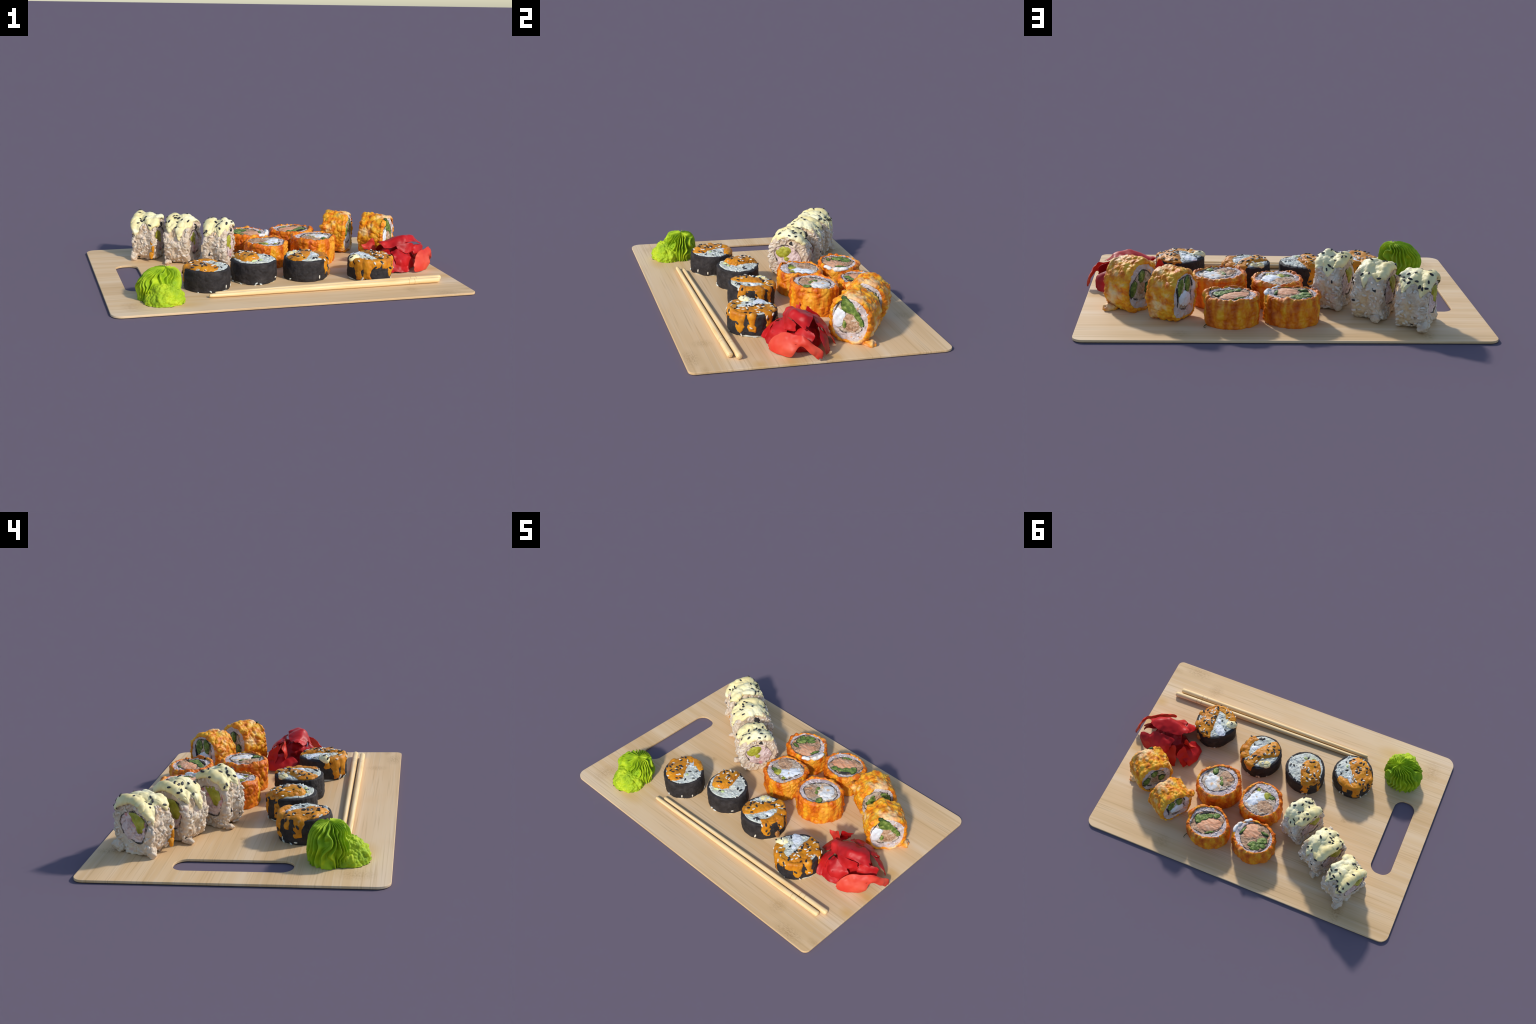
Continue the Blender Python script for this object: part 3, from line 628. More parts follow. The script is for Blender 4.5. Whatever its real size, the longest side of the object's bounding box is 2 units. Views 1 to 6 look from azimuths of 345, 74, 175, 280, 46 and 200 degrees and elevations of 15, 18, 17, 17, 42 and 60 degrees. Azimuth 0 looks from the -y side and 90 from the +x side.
# ------------------------------------------------------------------ creamy rolls
def cream_roll(loc, zc, axis, length, outline, front, back, seed, drips, blacks=18, extra=()):
    rng = random.Random(seed)
    top = thing('creamy_sushi_roll', (loc[0], loc[1], zc), 'white rice roll with creamy sauce and black sesame', 'sushi', axis_rotation(*axis))
    B = Body(outline, -length / 2, length / 2, fillet=0.016, bulge=-0.004, seed=seed, face_rows=46, low_rows=46, wall_rows=60,
             floor=-(zc - BOARD_TOP - 0.002), waviness=0.014, face_wave=0.010)
    rr = rice_relief(B.P, seed, 0.024, 0.008) * np.where(B.wall, 1.0, 0.55) + 0.006 * fbm(B.P, 24, 2, seed + 70) - 0.014 * smooth01((pocket(B, [(1, front), (-1, back)]) + 0.001) / 0.004)
    B.shell('rice', rr, np.ones_like(rr, bool), M['rice_white'], top, close=True)
    x, y, z = B.P[..., 0], B.P[..., 1], B.P[..., 2]
    r = np.hypot(x, y)
    phi = (B.th - math.pi / 2 + math.pi) % TAU - math.pi       # angle from the crown
    arc = np.abs(phi) * 0.13
    # sauce reach on each side of the crown follows the drips; bands run across the crown
    reach = np.full_like(r, 0.092)
    for (pos, side, extra_reach, width) in drips:
        g = np.exp(-((z - pos) / width) ** 2)
        reach = np.where(np.sign(phi) == side, np.maximum(reach, 0.092 + extra_reach * g), reach)
    reach = reach + 0.018 * fbm(B.P, 30, 2, seed + 5)
    inward = np.where(B.face | B.under, np.maximum(0, 0.118 - r) * 3.0, 0)
    m = reach - arc - inward
    m = np.where((B.face | B.under), np.minimum(m, 0.035 - inward), m)
    band = 0.5 + 0.5 * np.cos((z / length) * TAU * 1.9 + 1.2 * fbm(B.P, 12, 2, seed + 6) + seed)
    hs = 0.012 * np.sqrt(np.clip(m / 0.025, 0, 1)) * (0.55 + 0.75 * band ** 1.5) + 0.006 * fbm(B.P, 26, 2, seed + 7) + 0.002
    hs = np.where(m < 0, -0.004, np.maximum(hs, rr * 0.5))
    B.shell('cream_sauce', hs, m > -0.004, M['mayo'], top)
    # rims of sauce-free rice grains
    bare = ((m < -0.002) & (B.wall) & (y > -(zc - 0.02))).astype(float)
    grains(rng, 'rice_grain', B, bare, 85, top, M['grain'], 0.026, 0.0135, 0.58)
    for side, fill in ((1, front), (-1, back)):
        sd, sel = cut_face(B, side, fill, top, seed + side, M['crab'])
        grains(rng, 'rice_grain', B, (sel & (sd < -0.008) & (m < 0)).astype(float), 36, top, M['grain'], 0.024, 0.012, 0.62)
    put_seeds(rng, 'black_sesame_seed', SEEDS['black'], B.pick(rng, (m > 0.006) * (B.kind != 4) * (B.kind != 0) * 1.0, blacks, 0.02), top)
    put_seeds(rng, 'black_sesame_seed', SEEDS['black'], B.pick(rng, bare, 3, 0.03), top)
    for (c, rad, mat) in extra: blob('rice_clump' if mat != 'sauce' else 'sauce_drip', c, rad, M[mat], top, seed, 0.5, 55, floor=-(zc - BOARD_TOP) + 0.001, down=1)
    return top

# ------------------------------------------------------------------ board and chopsticks
def rounded_rect(x0, x1, y0, y1, radii, n=10):
    pts = []
    for X, Y, sx, sy, a0, r in ((x1, y1, -1, -1, 0, radii[0]), (x0, y1, 1, -1, 90, radii[1]), (x0, y0, 1, 1, 180, radii[2]), (x1, y0, -1, 1, 270, radii[3])):
        cx, cy = X + sx * r, Y + sy * r
        for i in range(n + 1):
            a = math.radians(a0 + 90 * i / n); pts.append((cx + r * math.cos(a), cy + r * math.sin(a)))
    return pts

def cutting_board():
    cu = bpy.data.curves.new('board_outline', 'CURVE'); cu.dimensions = '2D'; cu.fill_mode = 'BOTH'
    cu.extrude = 0.0041; cu.bevel_depth = 0.0018; cu.bevel_resolution = 3; cu.offset = -0.0018
    for pts in (rounded_rect(-1.0, 0.988, -0.680, 0.680, (0.052, 0.052, 0.060, 0.034)), rounded_rect(-0.872, -0.742, -0.261, 0.273, (0.056,) * 4, 14)):
        sp = cu.splines.new('POLY'); sp.points.add(len(pts) - 1); sp.use_cyclic_u = True
        for p, (x, y) in zip(sp.points, pts): p.co = (x, y, 0, 1)
    tmp = bpy.data.objects.new('board_tmp', cu); COLL.objects.link(tmp)
    dg = bpy.context.evaluated_depsgraph_get(); dg.update()
    me = bpy.data.meshes.new_from_object(tmp.evaluated_get(dg)); me.name = 'cutting_board'
    bpy.data.objects.remove(tmp); bpy.data.curves.remove(cu)
    me.transform(Matrix.Translation((0, 0, 0.0059))); me.materials.clear()
    ob = new_object('cutting_board', me, M['bamboo'])
    ob['label'] = 'thin pale bamboo board with rounded handle slot'; ob['category'] = 'cutting board'
    return ob

def chopstick(thick_end, thin_end, r0, r1):
    a = Vector((*thick_end, BOARD_TOP + r0 + 0.002)); b = Vector((*thin_end, BOARD_TOP + r1 + 0.002)); L = (b - a).length
    prof = [(0.0, 0.02), (0.0015, r0 * 0.62), (0.004, r0 * 0.85), (0.009, r0)]
    for t in np.linspace(0.03, 0.985, 24): prof.append((L * t, r0 + (r1 - r0) * max(0, (t - 0.25) / 0.75)))
    prof += [(L - 0.004, r1 * 0.92), (L - 0.001, r1 * 0.7), (L, 0.001)]
    prof[0] = (0.0, 0.001)
    V, F = [], []; n = 24
    for (x, r) in prof:
        for i in range(n): V.append((x, r * math.cos(TAU * i / n), r * math.sin(TAU * i / n)))
    for j in range(len(prof) - 1):
        for i in range(n): F.append((j * n + i, (j + 1) * n + i, (j + 1) * n + (i + 1) % n, j * n + (i + 1) % n))
    ob = new_object('chopstick', mesh_from('chopstick', V, [f[::-1] for f in F]), M['stick'])
    X = (b - a).normalized(); Z = Vector((0, 0, 1)); Y = Z.cross(X).normalized(); Z = X.cross(Y)
    mw = Matrix((X, Y, Z)).transposed().to_4x4(); mw.translation = a
    ob.matrix_world = mw; ob['label'] = 'round pale wooden chopstick tapering to a thin tip'; ob['category'] = 'chopstick'
    for x in (0.155, 0.188):           # fine joint lines of the bamboo
        V, F = [], []
        for dx in (-0.0011, 0.0011):
            for i in range(n): V.append((x + dx, (r0 + 0.0003) * math.cos(TAU * i / n), (r0 + 0.0003) * math.sin(TAU * i / n)))
        for i in range(n): F.append((i, (i + 1) % n, n + (i + 1) % n, n + i))
        new_object('joint_line', mesh_from('joint_line', V, F), M['groove'], ob)
    return ob

# ------------------------------------------------------------------ wasabi
def wasabi():
    top = thing('wasabi', (-0.722, -0.413, BOARD_TOP), 'bright green ridged swirl of wasabi paste', 'wasabi')
    nv, nu = 150, 460
    t = np.linspace(0.0, 1.0, nv)[:, None]; a = (np.arange(nu) * TAU / nu)[None, :]
    # profile of the piped mound: dome running into a steep wall, apex shifted sideways
    psi = t * math.pi / 2
    rad = 0.098 * np.sin(psi * 1.12) ** 0.82
    hgt = 0.163 * np.clip(np.cos(psi), 0, 1) ** 0.80
    lean = (1 - smooth01(t * 1.15)) * 1.0
    n = 24
    warp = 0.12 * np.sin(3 * a + 1.0) + 0.07 * np.sin(5 * a)
    base = np.stack([rad * np.cos(a), rad * np.sin(a), np.broadcast_to(hgt, rad.shape if rad.shape[1] > 1 else (nv, nu)) + 0 * a], -1)
    wav = 1.1 * fbm(base, 26, 1, 5) * smooth01((t - 0.15) / 0.3)
    bend = 1.7 * np.sin(15 * t + 5 * fbm(np.stack([np.cos(a) + 0 * t, np.sin(a) + 0 * t, 0 * a + 0 * t], -1), 1.5, 2, 7)) * smooth01((t - 0.2) / 0.2)
    ph = n * (a + warp) + 1.8 * t * 3 + 2.6 * wav + bend
    ridge = (0.5 + 0.5 * np.cos(ph)) ** 1.25                      # crests between scooped grooves
    amp = 0.005 + 0.023 * smooth01((t - 0.03) / 0.34) * (1 - 0.5 * smooth01((t - 0.8) / 0.2))
    fade = 1 - 0.45 * smooth01(fbm(base, 9, 2, 8) * 2.5)
    d = amp * (ridge - 0.42) * fade + 0.006 * fbm(base, 22, 3, 3) + 0.016 * fbm(base, 30, 2, 33) * smooth01(-np.sin(a) + 0.1) * smooth01((t - 0.3) / 0.25)
    nrm_r = np.sin(np.clip(t * 1.35, 0, 1) * math.pi / 2); nrm_z = np.cos(np.clip(t * 1.35, 0, 1) * math.pi / 2)
    x = (rad + d * nrm_r) * np.cos(a) * 1.10 + 0.038 * lean; y = (rad + d * nrm_r) * np.sin(a) * 0.95 + 0.006 * lean
    z = np.maximum(hgt + d * nrm_z, 0.0008) + 0 * a
    V = np.stack([x, y, z], -1)
    F = [(j * nu + i, (j + 1) * nu + i, (j + 1) * nu + (i + 1) % nu, j * nu + (i + 1) % nu) for j in range(nv - 1) for i in range(nu)]
    new_object('wasabi_swirl', mesh_from('wasabi_swirl', V.reshape(-1, 3), F), M['wasabi'], top)
    # rough squashed end of the piping
    nv, nu = 120, 240
    T, A = np.meshgrid(np.linspace(0.03, math.pi * 0.62, nv), np.arange(nu) * TAU / nu, indexing='ij')
    D = np.stack([np.sin(T) * np.cos(A), np.sin(T) * np.sin(A), np.cos(T)], -1)
    P = D * (0.100, 0.080, 0.090)
    f1, f2 = worley(P, 0.024, 4); g1, g2 = worley(P, 0.011, 9)
    k = 0.014 * (np.clip(1 - f1, 0, 1)) + 0.006 * (1 - g1) + 0.022 * fbm(P, 17, 3, 6)
    P = P + D * k[..., None] + (0.020, -0.082, 0.004)
    P[..., 2] = np.maximum(P[..., 2], 0.0008)
    F = [(j * nu + i, (j + 1) * nu + i, (j + 1) * nu + (i + 1) % nu, j * nu + (i + 1) % nu) for j in range(nv - 1) for i in range(nu)]
    F.append(tuple(range(nu)))
    new_object('wasabi_clump', mesh_from('wasabi_clump', P.reshape(-1, 3), F), M['wasabi_clump'], top)

# ------------------------------------------------------------------ ginger
def spline_rows(C, t):
    """open Catmull-Rom interpolation of the first axis of C at parameters t in 0..1"""
    k = C.shape[0]; E = np.concatenate([2 * C[:1] - C[1:2], C, 2 * C[-1:] - C[-2:-1]])
    u = np.clip(t, 0, 1) * (k - 1); i = np.minimum(u.astype(int), k - 2); f = (u - i)
    f = f.reshape(f.shape + (1,) * (C.ndim - 1))
    a, b, c, d = E[i], E[i + 1], E[i + 2], E[i + 3]
    return 0.5 * (2 * b + (c - a) * f + (2 * a - 5 * b + 4 * c - d) * f ** 2 + (3 * b - a - 3 * c + d) * f ** 3)

def ginger_slice(parent, grid, seed, mat, origin, thick=0.0022, corner=6.0):
    """thin slice draped over a small net of control points, with rounded corners and a ragged edge"""
    C = np.asarray(grid, float)
    nr, na = 40, 120
    r = np.linspace(0.02, 1, nr)[:, None]; a = (np.arange(na) * TAU / na)[None, :]
    ca, sa = np.cos(a), np.sin(a)
    sq = 1 / (np.abs(ca) ** corner + np.abs(sa) ** corner) ** (1 / corner)
    rag = 1 + r ** 3 * (0.09 * noise3(np.stack([ca * 3, sa * 3, 0 * a + seed], -1), 1.0, seed) + 0.03 * noise3(np.stack([ca * 9, sa * 9, 0 * a + seed], -1), 1.0, seed + 1) - 0.04)
    U = 0.5 + 0.5 * r * sq * ca * rag; W = 0.5 + 0.5 * r * sq * sa * rag
    S = 24
    fine = spline_rows(C, np.linspace(0, 1, S * 2 + 1))                       # along the rows
    fine = np.swapaxes(spline_rows(np.swapaxes(fine, 0, 1), np.linspace(0, 1, S * 2 + 1)), 0, 1)
    def sample(u, w):
        n = S * 2; x = np.clip(u, 0, 1) * n; y = np.clip(w, 0, 1) * n
        i = np.minimum(x.astype(int), n - 1); j = np.minimum(y.astype(int), n - 1); fx = (x - i)[..., None]; fy = (y - j)[..., None]
        return (fine[i, j] * (1 - fx) * (1 - fy) + fine[i + 1, j] * fx * (1 - fy) + fine[i, j + 1] * (1 - fx) * fy + fine[i + 1, j + 1] * fx * fy)
    L = sample(U, W)
    du = np.roll(L, -1, 1) - np.roll(L, 1, 1); dv = np.gradient(L, axis=0); n = np.cross(dv, du)
    n /= np.maximum(np.linalg.norm(n, axis=-1, keepdims=True), 1e-12)
    L = L + n * (0.010 * fbm(L, 17, 2, seed) + 0.005 * r ** 2 * noise3(L, 45, seed + 4))[..., None]
    th = thick * (1 - 0.6 * r ** 6)
    V = np.concatenate([(L + n * th[..., None]).reshape(-1, 3), (L - n * th[..., None]).reshape(-1, 3)]) - np.array(origin)
    free = V[:, 0] + origin[0] > 0.985                                          # hangs over the edge of the board
    V[:, 2] = np.where(free, np.maximum(V[:, 2], 0.0004 - origin[2] + 0.0012 * (np.arange(len(V)) < nr * na)), np.maximum(V[:, 2], 0.0015 + 0.0035 * (np.arange(len(V)) < nr * na)))
    F = []; o = nr * na
    for j in range(nr - 1):
        for i in range(na):
            i2 = (i + 1) % na
            F.append((j * na + i, (j + 1) * na + i, (j + 1) * na + i2, j * na + i2))
            F.append((o + j * na + i, o + j * na + i2, o + (j + 1) * na + i2, o + (j + 1) * na + i))
    for i in range(na):
        i2 = (i + 1) % na; e = (nr - 1) * na
        F.append((e + i, o + e + i, o + e + i2, e + i2))
    F.append(tuple(range(na))[::-1]); F.append(tuple(range(o, o + na)))
    return new_object('ginger_slice', mesh_from('ginger_slice', V, F), M[mat], parent)

def ginger():
    O = (0.77, -0.08, BOARD_TOP)
    top = thing('pickled_ginger', O, 'crumpled heap of glossy red pickled ginger slices', 'ginger')
    # crumpled heart of the heap
    nv, nu = 70, 140
    T, A = np.meshgrid(np.linspace(0.03, math.pi * 0.6, nv), np.arange(nu) * TAU / nu, indexing='ij')
    D = np.stack([np.sin(T) * np.cos(A), np.sin(T) * np.sin(A), np.cos(T)], -1)
    P = D * (0.105, 0.075, 0.120)
    P = P + D * (0.022 * (1 - np.abs(fbm(P, 14, 2, 21)) * 2) + 0.006 * fbm(P, 40, 2, 22))[..., None] + (-0.01, 0.02, 0)
    P[..., 2] = np.maximum(P[..., 2], 0.001)
    F = [(j * nu + i, (j + 1) * nu + i, (j + 1) * nu + (i + 1) % nu, j * nu + (i + 1) % nu) for j in range(nv - 1) for i in range(nu)]
    F.append(tuple(range(nu)))
    new_object('crumpled_ginger', mesh_from('crumpled_ginger', P.reshape(-1, 3), F), M['ginger'], top)
    sheets = [
        ('ginger', [[(.650, -.135, .135), (.640, -.100, .165), (.655, -.055, .160)], [(.710, -.155, .150), (.715, -.110, .188), (.730, -.035, .172)],   # cap of the heap
                    [(.775, -.150, .165), (.790, -.105, .205), (.800, -.025, .182)], [(.845, -.128, .165), (.848, -.085, .197), (.848, -.030, .185)],
                    [(.905, -.105, .148), (.910, -.090, .152), (.890, -.060, .165)]]),
        ('ginger', [[(.715, -.150, .168), (.742, -.168, .135)], [(.775, -.150, .172), (.792, -.164, .112)], [(.845, -.118, .165), (.855, -.122, .118)]]),   # flap below the cap
        ('ginger', [[(.690, -.145, .130), (.698, -.205, .092), (.712, -.222, .018)], [(.735, -.155, .138), (.748, -.212, .088), (.755, -.222, .016)],
                    [(.785, -.135, .125), (.825, -.165, .085), (.845, -.170, .028)]]),
        ('ginger', [[(.655, -.100, .130), (.632, -.165, .088), (.628, -.252, .026)], [(.695, -.125, .135), (.685, -.190, .098), (.700, -.232, .018)]]),
        ('ginger_pale', [[(.808, -.255, .018), (.798, -.256, .048), (.810, -.220, .090)], [(.858, -.230, .016), (.850, -.222, .068), (.850, -.180, .120)],   # front slice, reaching over the edge
                    [(.922, -.168, .014), (.912, -.178, .072), (.902, -.148, .134)], [(.955, -.130, .082), (.964, -.124, .104), (.950, -.110, .134)],
                    [(.984, -.080, .050), (.988, -.072, .074), (.978, -.070, .098)], [(.992, -.034, .004), (.992, -.030, .036), (.985, -.022, .068)]]),
        ('ginger', [[(.825, -.020, .150), (.850, .022, .105), (.845, .052, .028)], [(.880, -.010, .125), (.902, .024, .088), (.905, .044, .018)], [(.928, -.030, .105), (.948, -.014, .064), (.950, .010, .016)]]),
        ('ginger', [[(.690, -.020, .160), (.705, .030, .132), (.720, .064, .088)], [(.780, -.020, .170), (.790, .032, .136), (.805, .064, .090)], [(.860, -.030, .165), (.878, .016, .122), (.878, .044, .080)]]),
        ('ginger', [[(.835, -.100, .142), (.848, -.128, .100), (.860, -.095, .055)], [(.890, -.080, .148), (.902, -.105, .095), (.915, -.082, .055)], [(.938, -.036, .138), (.945, -.070, .090), (.955, -.048, .055)]]),
        ('ginger_pale', [[(.550, -.032, .146), (.570, -.030, .118), (.600, -.028, .075)], [(.590, -.018, .150), (.600, -.038, .128), (.620, -.042, .085)], [(.628, -.032, .192), (.640, -.034, .150), (.655, -.040, .095)]]),
        ('ginger', [[(.628, -.005, .165), (.600, .010, .110), (.572, .020, .045)], [(.645, .030, .135), (.615, .038, .090), (.588, .052, .028)], [(.658, .070, .112), (.628, .074, .068), (.600, .090, .015)]]),
        ('ginger', [[(.615, -.115, .070), (.568, -.095, .040), (.548, -.072, .014)], [(.635, -.040, .095), (.576, -.022, .062), (.542, -.020, .022)], [(.655, .032, .102), (.600, .062, .060), (.568, .062, .016)]]),
        ('ginger_pale', [[(.675, .000, .130), (.655, .072, .062), (.655, .098, .016)], [(.745, .022, .120), (.742, .084, .052), (.750, .106, .016)], [(.825, .032, .105), (.830, .084, .050), (.840, .098, .016)]]),
        ('ginger', [[(.680, -.170, .110), (.660, -.225, .040)], [(.730, -.180, .095), (.720, -.240, .020)], [(.790, -.170, .080), (.790, -.222, .014)]]),
    ]
    for k, (mat, grid) in enumerate(sheets): ginger_slice(top, grid, 31 + k, mat, O)

# ------------------------------------------------------------------ assemble
def build():
    make_materials()
    SEEDS['black'] = seed_mesh('black_sesame_seed', M['seed_black'], 0.0215, 0.0130, 0.0065)
    SEEDS['white'] = seed_mesh('white_sesame_seed', M['seed_white'], 0.0190, 0.0110, 0.0065)
    cutting_board()
    chopstick((0.867, -0.455), (-0.462, -0.471), 0.0158, 0.0108)
    chopstick((0.893, -0.414), (-0.424, -0.438), 0.0158, 0.0108)

    # --- nori rolls, from the wasabi towards the ginger
    nori_roll((-0.431, -0.268), 0.119, [.127, .123, .118, .122, .128, .124, .124, .120, .120, .124, .126, .125],
              [[(0.051, -0.055), (0.027, -0.105), (-0.025, -0.109), (-0.085, -0.064), (-0.118, -0.009), (-0.1, 0.071), (-0.055, 0.11), (-0.021, 0.065), (0.02, 0.003)],
               [(0.073, 0.066), (0.019, 0.073), (-0.033, 0.115), (-0.01, 0.125), (0.029, 0.122), (0.067, 0.1)]],
              [(172, 0.045, 0.085), (118, 0.05, 0.10), (85, 0.04, 0.06), (145, 0.03, 0.05)], cucumber=[ellipse(0.048, -0.015, 0.013, 0.02)], cheese=[ellipse(0.005, 0.055, 0.012, 0.035, 0.4)],
              seed=11, blacks=20, whites=10, side_whites=6)
    nori_roll((-0.142, -0.172), 0.120, [.127, .122, .118, .120, .128, .130, .122, .120, .121, .120, .121, .126],
              [[(-0.008, 0.106), (0.023, 0.009), (0.011, -0.048), (-0.06, -0.068), (-0.102, 0.003), (-0.112, 0.049), (-0.088, 0.091), (-0.048, 0.115)]],
              [(110, 0.05, 0.10), (150, 0.03, 0.10)], cucumber=[ellipse(0.025, -0.062, 0.013, 0.012), ellipse(-0.015, -0.070, 0.022, 0.007, 0.4)],
              seed=12, blacks=14, whites=14, side_whites=4, pool=0.026)
    nori_roll((0.165, -0.170), 0.119, [.128, .128, .128, .128, .122, .122, .126, .129, .129, .125, .123, .124],
              [[(0.074, 0.11), (0.05, 0.054), (0.022, -0.005), (-0.017, -0.069), (-0.071, -0.1), (-0.11, -0.055), (-0.107, 0.001), (-0.059, 0.029), (-0.015, 0.08), (-0.001, 0.118), (0.043, 0.12)],
               [(0.122, 0.033), (0.11, -0.052), (0.07, -0.085), (0.062, -0.05), (0.078, 0.004), (0.08, 0.044), (0.106, 0.048)]],
              [(-38, 0.045, 0.09), (8, 0.06, 0.075), (35, 0.04, 0.10), (75, 0.05, 0.05)], mayo=[ellipse(-0.056, 0.078, 0.042, 0.026, 0.3)],
              cheese=[ellipse(0.045, -0.008, 0.040, 0.020, 0.9)], nori_bits=[ellipse(0.030, -0.081, 0.022, 0.012, 0.4)], seed=13, blacks=16, whites=10, side_whites=4,
              drip_blob=(-8, 0.03, 0.022))
    nori_roll((0.519, -0.258), 0.119, [.130, .128, .130, .130, .121, .115, .126, .121, .123, .126, .128, .124],
              [[(0.093, 0.074), (0.104, -0.045), (0.042, -0.115), (0.013, -0.098), (0.004, 0.005), (-0.004, 0.091), (-0.005, 0.12), (0.043, 0.12)],
               [(-0.02, -0.097), (-0.024, -0.122), (-0.084, -0.095), (-0.120, -0.046), (-0.08, -0.048), (-0.043, -0.046)]],
              [(-115, 0.055, 0.105), (-95, 0.07, 0.04), (-68, 0.05, 0.045), (-45, 0.05, 0.10), (-140, 0.045, 0.11), (-15, 0.045, 0.09), (30, 0.05, 0.08), (-165, 0.03, 0.05)],
              mayo=[ellipse(-0.100, -0.018, 0.040, 0.028, 0.5)], cheese=[ellipse(-0.045, 0.045, 0.045, 0.030, -0.6), ellipse(-0.02, -0.01, 0.025, 0.018, -0.6)], seed=14, blacks=22, whites=26, side_whites=4,
              drip_blob=(55, 0.06, 0.024))

    # --- roe rolls standing on a cut face
    lying_roe_roll((-0.037, 0.410), 0.136, [.135, .124, .116, .118, .121, .130, .132, .124, .116, .114, .121, .131],
        dict(ring=[(0.075, 0.014), (0.072, -0.05), (0.025, -0.085), (-0.032, -0.085), (-0.075, -0.053), (-0.088, 0.005), (-0.074, 0.054), (-0.028, 0.075), (0.028, 0.075)],
             salmon=[ellipse(0.023, -0.030, 0.045, 0.040, 0.5)],
             cucumber=[ellipse(-0.053, 0.004, 0.024, 0.016, 0.4), ellipse(-0.018, 0.040, 0.030, 0.014, 0.4), ellipse(-0.032, 0.060, 0.024, 0.011, 0.4), ellipse(-0.066, 0.033, 0.014, 0.012),
                       sliver((0.079, 0.005), (0.066, -0.035), 0.006), sliver((-0.032, -0.045), (-0.065, -0.040), 0.007)]), 21, 'tuna',
        mayo=[(0.134, 0.02), (0.134, -0.042), (0.104, -0.085), (0.055, -0.108), (0.05, -0.094), (0.09, -0.07), (0.112, -0.03), (0.118, 0.015)])
    lying_roe_roll((0.257, 0.429), 0.137, [.125, .130, .122, .117, .119, .130, .132, .122, .117, .117, .121, .130],
        dict(ring=[(0.085, 0.057), (0.086, -0.014), (0.056, -0.05), (0.013, -0.068), (-0.05, -0.068), (-0.078, -0.041), (-0.069, 0.026), (-0.022, 0.069), (0.039, 0.074)],
             salmon=[ellipse(-0.012, 0.012, 0.062, 0.034, 0.42)],
             cucumber=[ellipse(0.060, 0.0, 0.016, 0.024, 0.4), ellipse(0.036, -0.022, 0.022, 0.017, 0.4), ellipse(0.012, -0.040, 0.022, 0.011, 0.4), ellipse(-0.026, -0.054, 0.017, 0.013, 0.4),
                       sliver((-0.015, 0.064), (-0.047, 0.045), 0.006)],
             nori=[sliver((0.07, -0.02), (0.02, -0.06), 0.008)]), 22, 'tuna', sprig=True)
    lying_roe_roll((0.023, 0.155), 0.131, [.124, .132, .128, .125, .130, .130, .130, .125, .127, .129, .132, .122],
        dict(ring=[(0.084, 0.063), (0.069, -0.003), (0.05, -0.063), (-0.006, -0.06), (-0.066, -0.041), (-0.084, -0.003), (-0.078, 0.05), (-0.033, 0.09), (0.019, 0.09), (0.065, 0.076)],
             cheese=[[(0.081, 0.054), (0.067, -0.003), (0.045, -0.045), (0.002, -0.046), (-0.017, -0.018), (0.01, 0.024), (0.035, 0.056)]],
             cucumber=[ellipse(-0.048, -0.033, 0.018, 0.011, 0.3)], pickle=[ellipse(-0.022, -0.036, 0.022, 0.020, 0.4), ellipse(0.037, -0.054, 0.010, 0.012)],
             tuna=[ellipse(-0.033, 0.040, 0.055, 0.038, -0.3)]), 23, 'mince')
    lying_roe_roll((0.312, 0.150), 0.151, [.138, .140, .130, .120, .120, .126, .134, .134, .135, .126, .120, .122],
        dict(ring=[(0.087, 0.045), (0.097, -0.009), (0.076, -0.051), (0.029, -0.079), (-0.024, -0.079), (-0.068, -0.054), (-0.079, -0.014), (-0.04, 0.047), (0.025, 0.074)],
             cheese=[[(0.088, 0.007), (0.047, -0.018), (0.009, -0.02), (-0.022, 0.018), (-0.016, 0.047), (0.029, 0.063), (0.068, 0.036)], ellipse(0.058, -0.021, 0.016, 0.012)], cheese_mat='cheese_stained',
             cucumber=[ellipse(0.045, -0.057, 0.013, 0.018), ellipse(-0.012, -0.008, 0.010, 0.025, 0.35)],
             tuna=[ellipse(-0.034, -0.032, 0.040, 0.044, 0.3)]), 24, 'mince')

    # --- roe rolls lying on the side
    so = [.112, .117, .122, .125, .122, .117, .112, .120, .136, .130, .136, .120]
    standing_roe_roll((0.543, 0.371), 0.139, (.84, -.55), 0.140, so,
        dict(ring=[(-0.085, 0.02), (-0.05, 0.075), (0.0, 0.085), (0.05, 0.06), (0.08, 0.0), (0.05, -0.055), (-0.02, -0.07), (-0.07, -0.04)],
             cucumber=[ellipse(-0.04, 0.02, 0.022, 0.035, -0.3), ellipse(0.045, 0.03, 0.022, 0.034, 0.4)], tuna=[ellipse(0.0, 0.03, 0.03, 0.025)], cheese=[ellipse(-0.01, -0.035, 0.04, 0.026)]),
        dict(ring=[(0.065, 0.02), (0.05, 0.07), (0.0, 0.09), (-0.045, 0.084), (-0.062, 0.04), (-0.05, -0.03), (-0.01, -0.07), (0.045, -0.05)],
             cucumber=[ellipse(0.032, 0.045, 0.019, 0.036, 0.25), ellipse(-0.025, 0.052, 0.018, 0.034, -0.1)], cheese=[ellipse(-0.005, -0.020, 0.042, 0.034, 0.4)], nori=[sliver((0.064, 0.05), (0.055, -0.04), 0.005)]), 31,
        tails=[((-0.115, 0.045, -0.055), (0.024, 0.018, 0.026))])
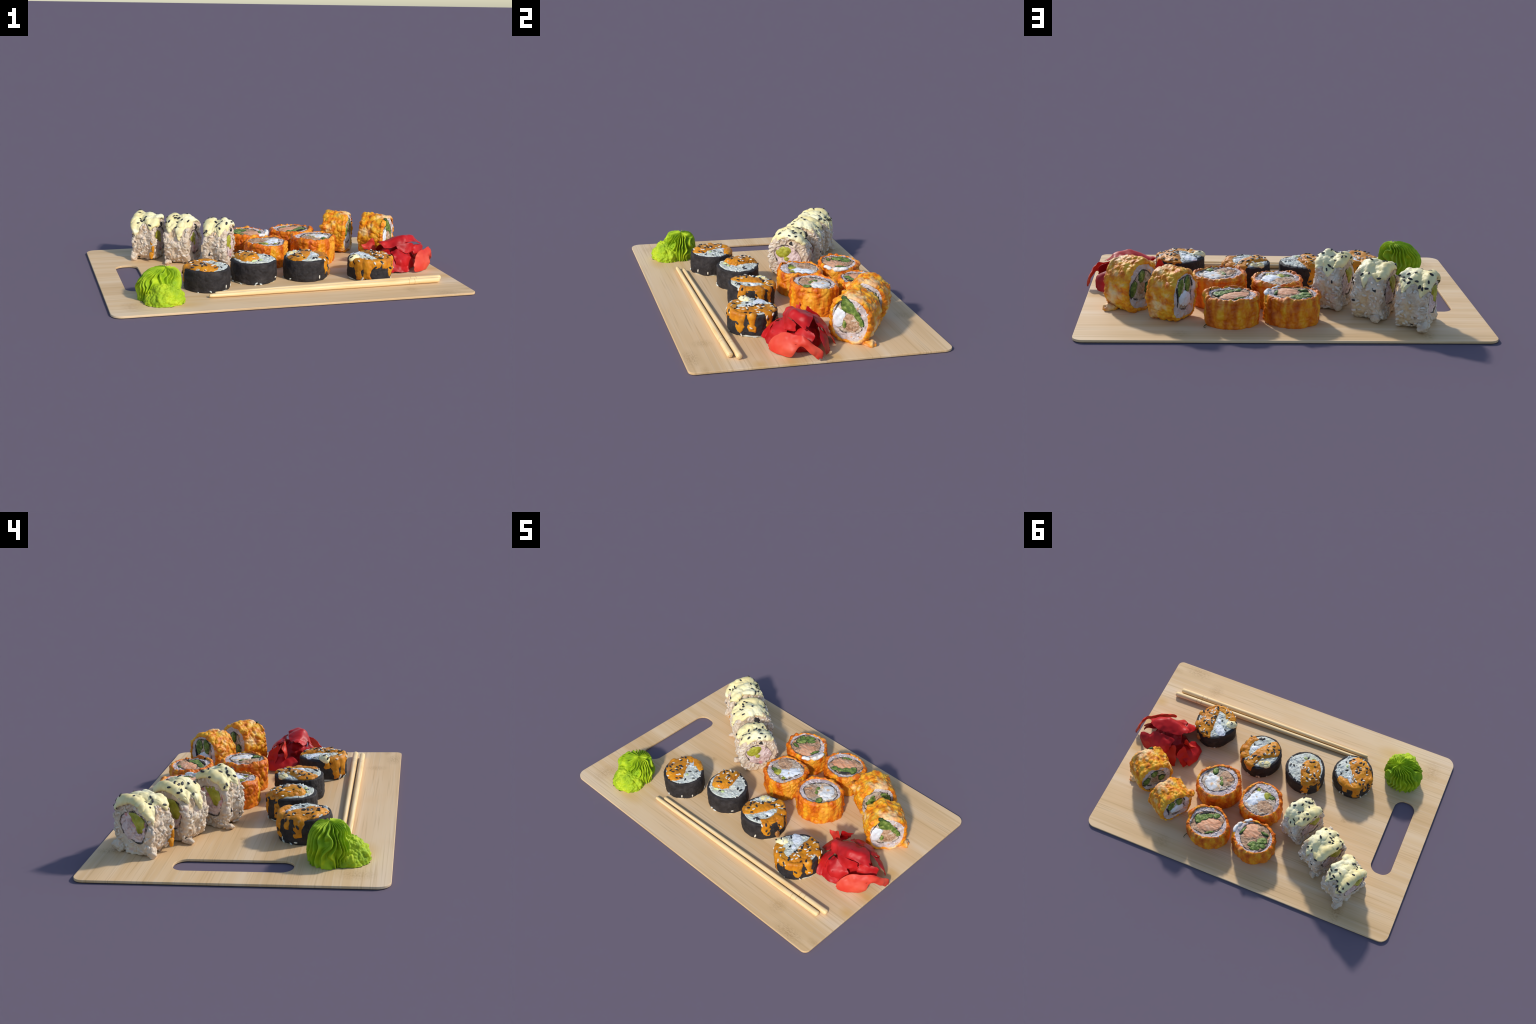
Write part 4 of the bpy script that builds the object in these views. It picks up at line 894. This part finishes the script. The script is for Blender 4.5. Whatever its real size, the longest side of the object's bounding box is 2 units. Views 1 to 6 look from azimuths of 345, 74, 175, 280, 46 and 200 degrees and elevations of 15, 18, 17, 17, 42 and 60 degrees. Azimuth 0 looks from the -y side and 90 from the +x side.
    standing_roe_roll((0.748, 0.224), 0.140, (.76, -.65), 0.150, [v + 0.003 for v in so],
        dict(ring=[(-0.085, 0.03), (-0.055, 0.085), (-0.015, 0.098), (0.037, 0.06), (0.068, 0.0), (0.055, -0.055), (0.003, -0.07), (-0.045, -0.071), (-0.08, -0.028)],
             cheese=[ellipse(-0.058, 0.005, 0.028, 0.052, -0.2)], tuna=[ellipse(0.008, -0.018, 0.042, 0.042)],
             cucumber=[[(-0.035, 0.09), (-0.013, 0.095), (0.037, 0.052), (0.063, -0.01), (0.046, -0.012), (0.021, 0.030), (-0.036, 0.042)], ellipse(-0.028, -0.030, 0.009, 0.018)]),
        dict(ring=[(0.09, -0.035), (0.081, 0.017), (0.037, 0.055), (-0.001, 0.077), (-0.05, 0.05), (-0.06, -0.015), (-0.02, -0.066), (0.05, -0.060)],
             cucumber=[ellipse(0.062, -0.005, 0.018, 0.032, 0.3), ellipse(0.006, 0.046, 0.018, 0.026, 0.2), ellipse(-0.035, -0.02, 0.018, 0.022)], tuna=[ellipse(0.01, -0.01, 0.025, 0.03)]), 32,
        tails=[((0.095, -0.118, 0.050), (0.042, 0.022, 0.026)), ((-0.080, 0.085, -0.055), (0.02, 0.018, 0.02))])

    # --- creamy rolls
    wo = [.121, .121, .126, .128, .125, .118, .115, .124, .148, .140, .152, .132]
    crab_front = dict(ring=[(-0.085, 0.016), (-0.072, 0.041), (-0.028, 0.060), (0.033, 0.046), (0.078, 0.0), (0.083, -0.043), (0.064, -0.074), (0.01, -0.088), (-0.045, -0.061), (-0.072, -0.021)],
                      crab=[ellipse(0.030, -0.030, 0.048, 0.044), ellipse(-0.03, -0.045, 0.030, 0.024)],
                      pickle=[[(-0.065, 0.020), (-0.03, 0.048), (0.012, 0.038), (0.010, 0.006), (-0.02, -0.012), (-0.058, -0.004)], ellipse(-0.006, -0.022, 0.018, 0.014)], nori=[ellipse(0.024, 0.072, 0.020, 0.014, -0.6)])
    crab_back = dict(ring=[(0.07, 0.015), (0.045, 0.052), (-0.005, 0.07), (-0.055, 0.065), (-0.085, 0.030), (-0.085, -0.005), (-0.055, -0.069), (0.0, -0.068), (0.055, -0.039)],
                     crab=[ellipse(0.02, -0.02, 0.042, 0.042), ellipse(-0.03, -0.040, 0.025, 0.02)],
                     pickle=[[(0.008, 0.058), (-0.042, 0.062), (-0.072, 0.022), (-0.062, -0.012), (-0.036, -0.024), (-0.020, 0.010)]])
    cream_roll((-0.265, 0.180), 0.150, (.89, -.45), 0.136, wo, crab_front, crab_back, 41,
               [(-0.045, 1, 0.055, 0.026), (0.03, 1, 0.05, 0.024), (0.0, -1, 0.06, 0.03), (0.055, -1, 0.03, 0.02)], 22,
               extra=[((-0.108, -0.124, -0.048), (0.022, 0.014, 0.020), 'rice_white')])
    cream_roll((-0.455, 0.322), 0.151, (.86, -.51), 0.150, wo, crab_front, crab_back, 42,
               [(0.02, 1, 0.10, 0.026), (-0.045, 1, 0.05, 0.024), (0.02, -1, 0.075, 0.022), (-0.045, -1, 0.04, 0.022)], 15,
               extra=[((-0.100, -0.126, -0.056), (0.030, 0.013, 0.022), 'rice_white'), ((0.112, -0.115, -0.052), (0.022, 0.020, 0.024), 'rice_white')])
    cream_roll((-0.641, 0.445), 0.149, (.88, -.48), 0.144, wo, crab_front, crab_back, 43,
               [(-0.05, -1, 0.08, 0.024), (0.04, -1, 0.06, 0.022), (-0.045, 1, 0.10, 0.026), (0.05, 1, 0.06, 0.022)], 20,
               extra=[((0.098, -0.112, -0.066), (0.034, 0.028, 0.028), 'rice_white'), ((-0.098, -0.112, -0.060), (0.024, 0.026, 0.022), 'rice_white'), ((-0.111, -0.020, 0.060), (0.009, 0.016, 0.012), 'sauce'), ((-0.113, -0.055, 0.066), (0.009, 0.022, 0.009), 'sauce'), ((-0.112, -0.095, 0.055), (0.010, 0.020, 0.014), 'sauce')])
    wasabi()
    ginger()

build()
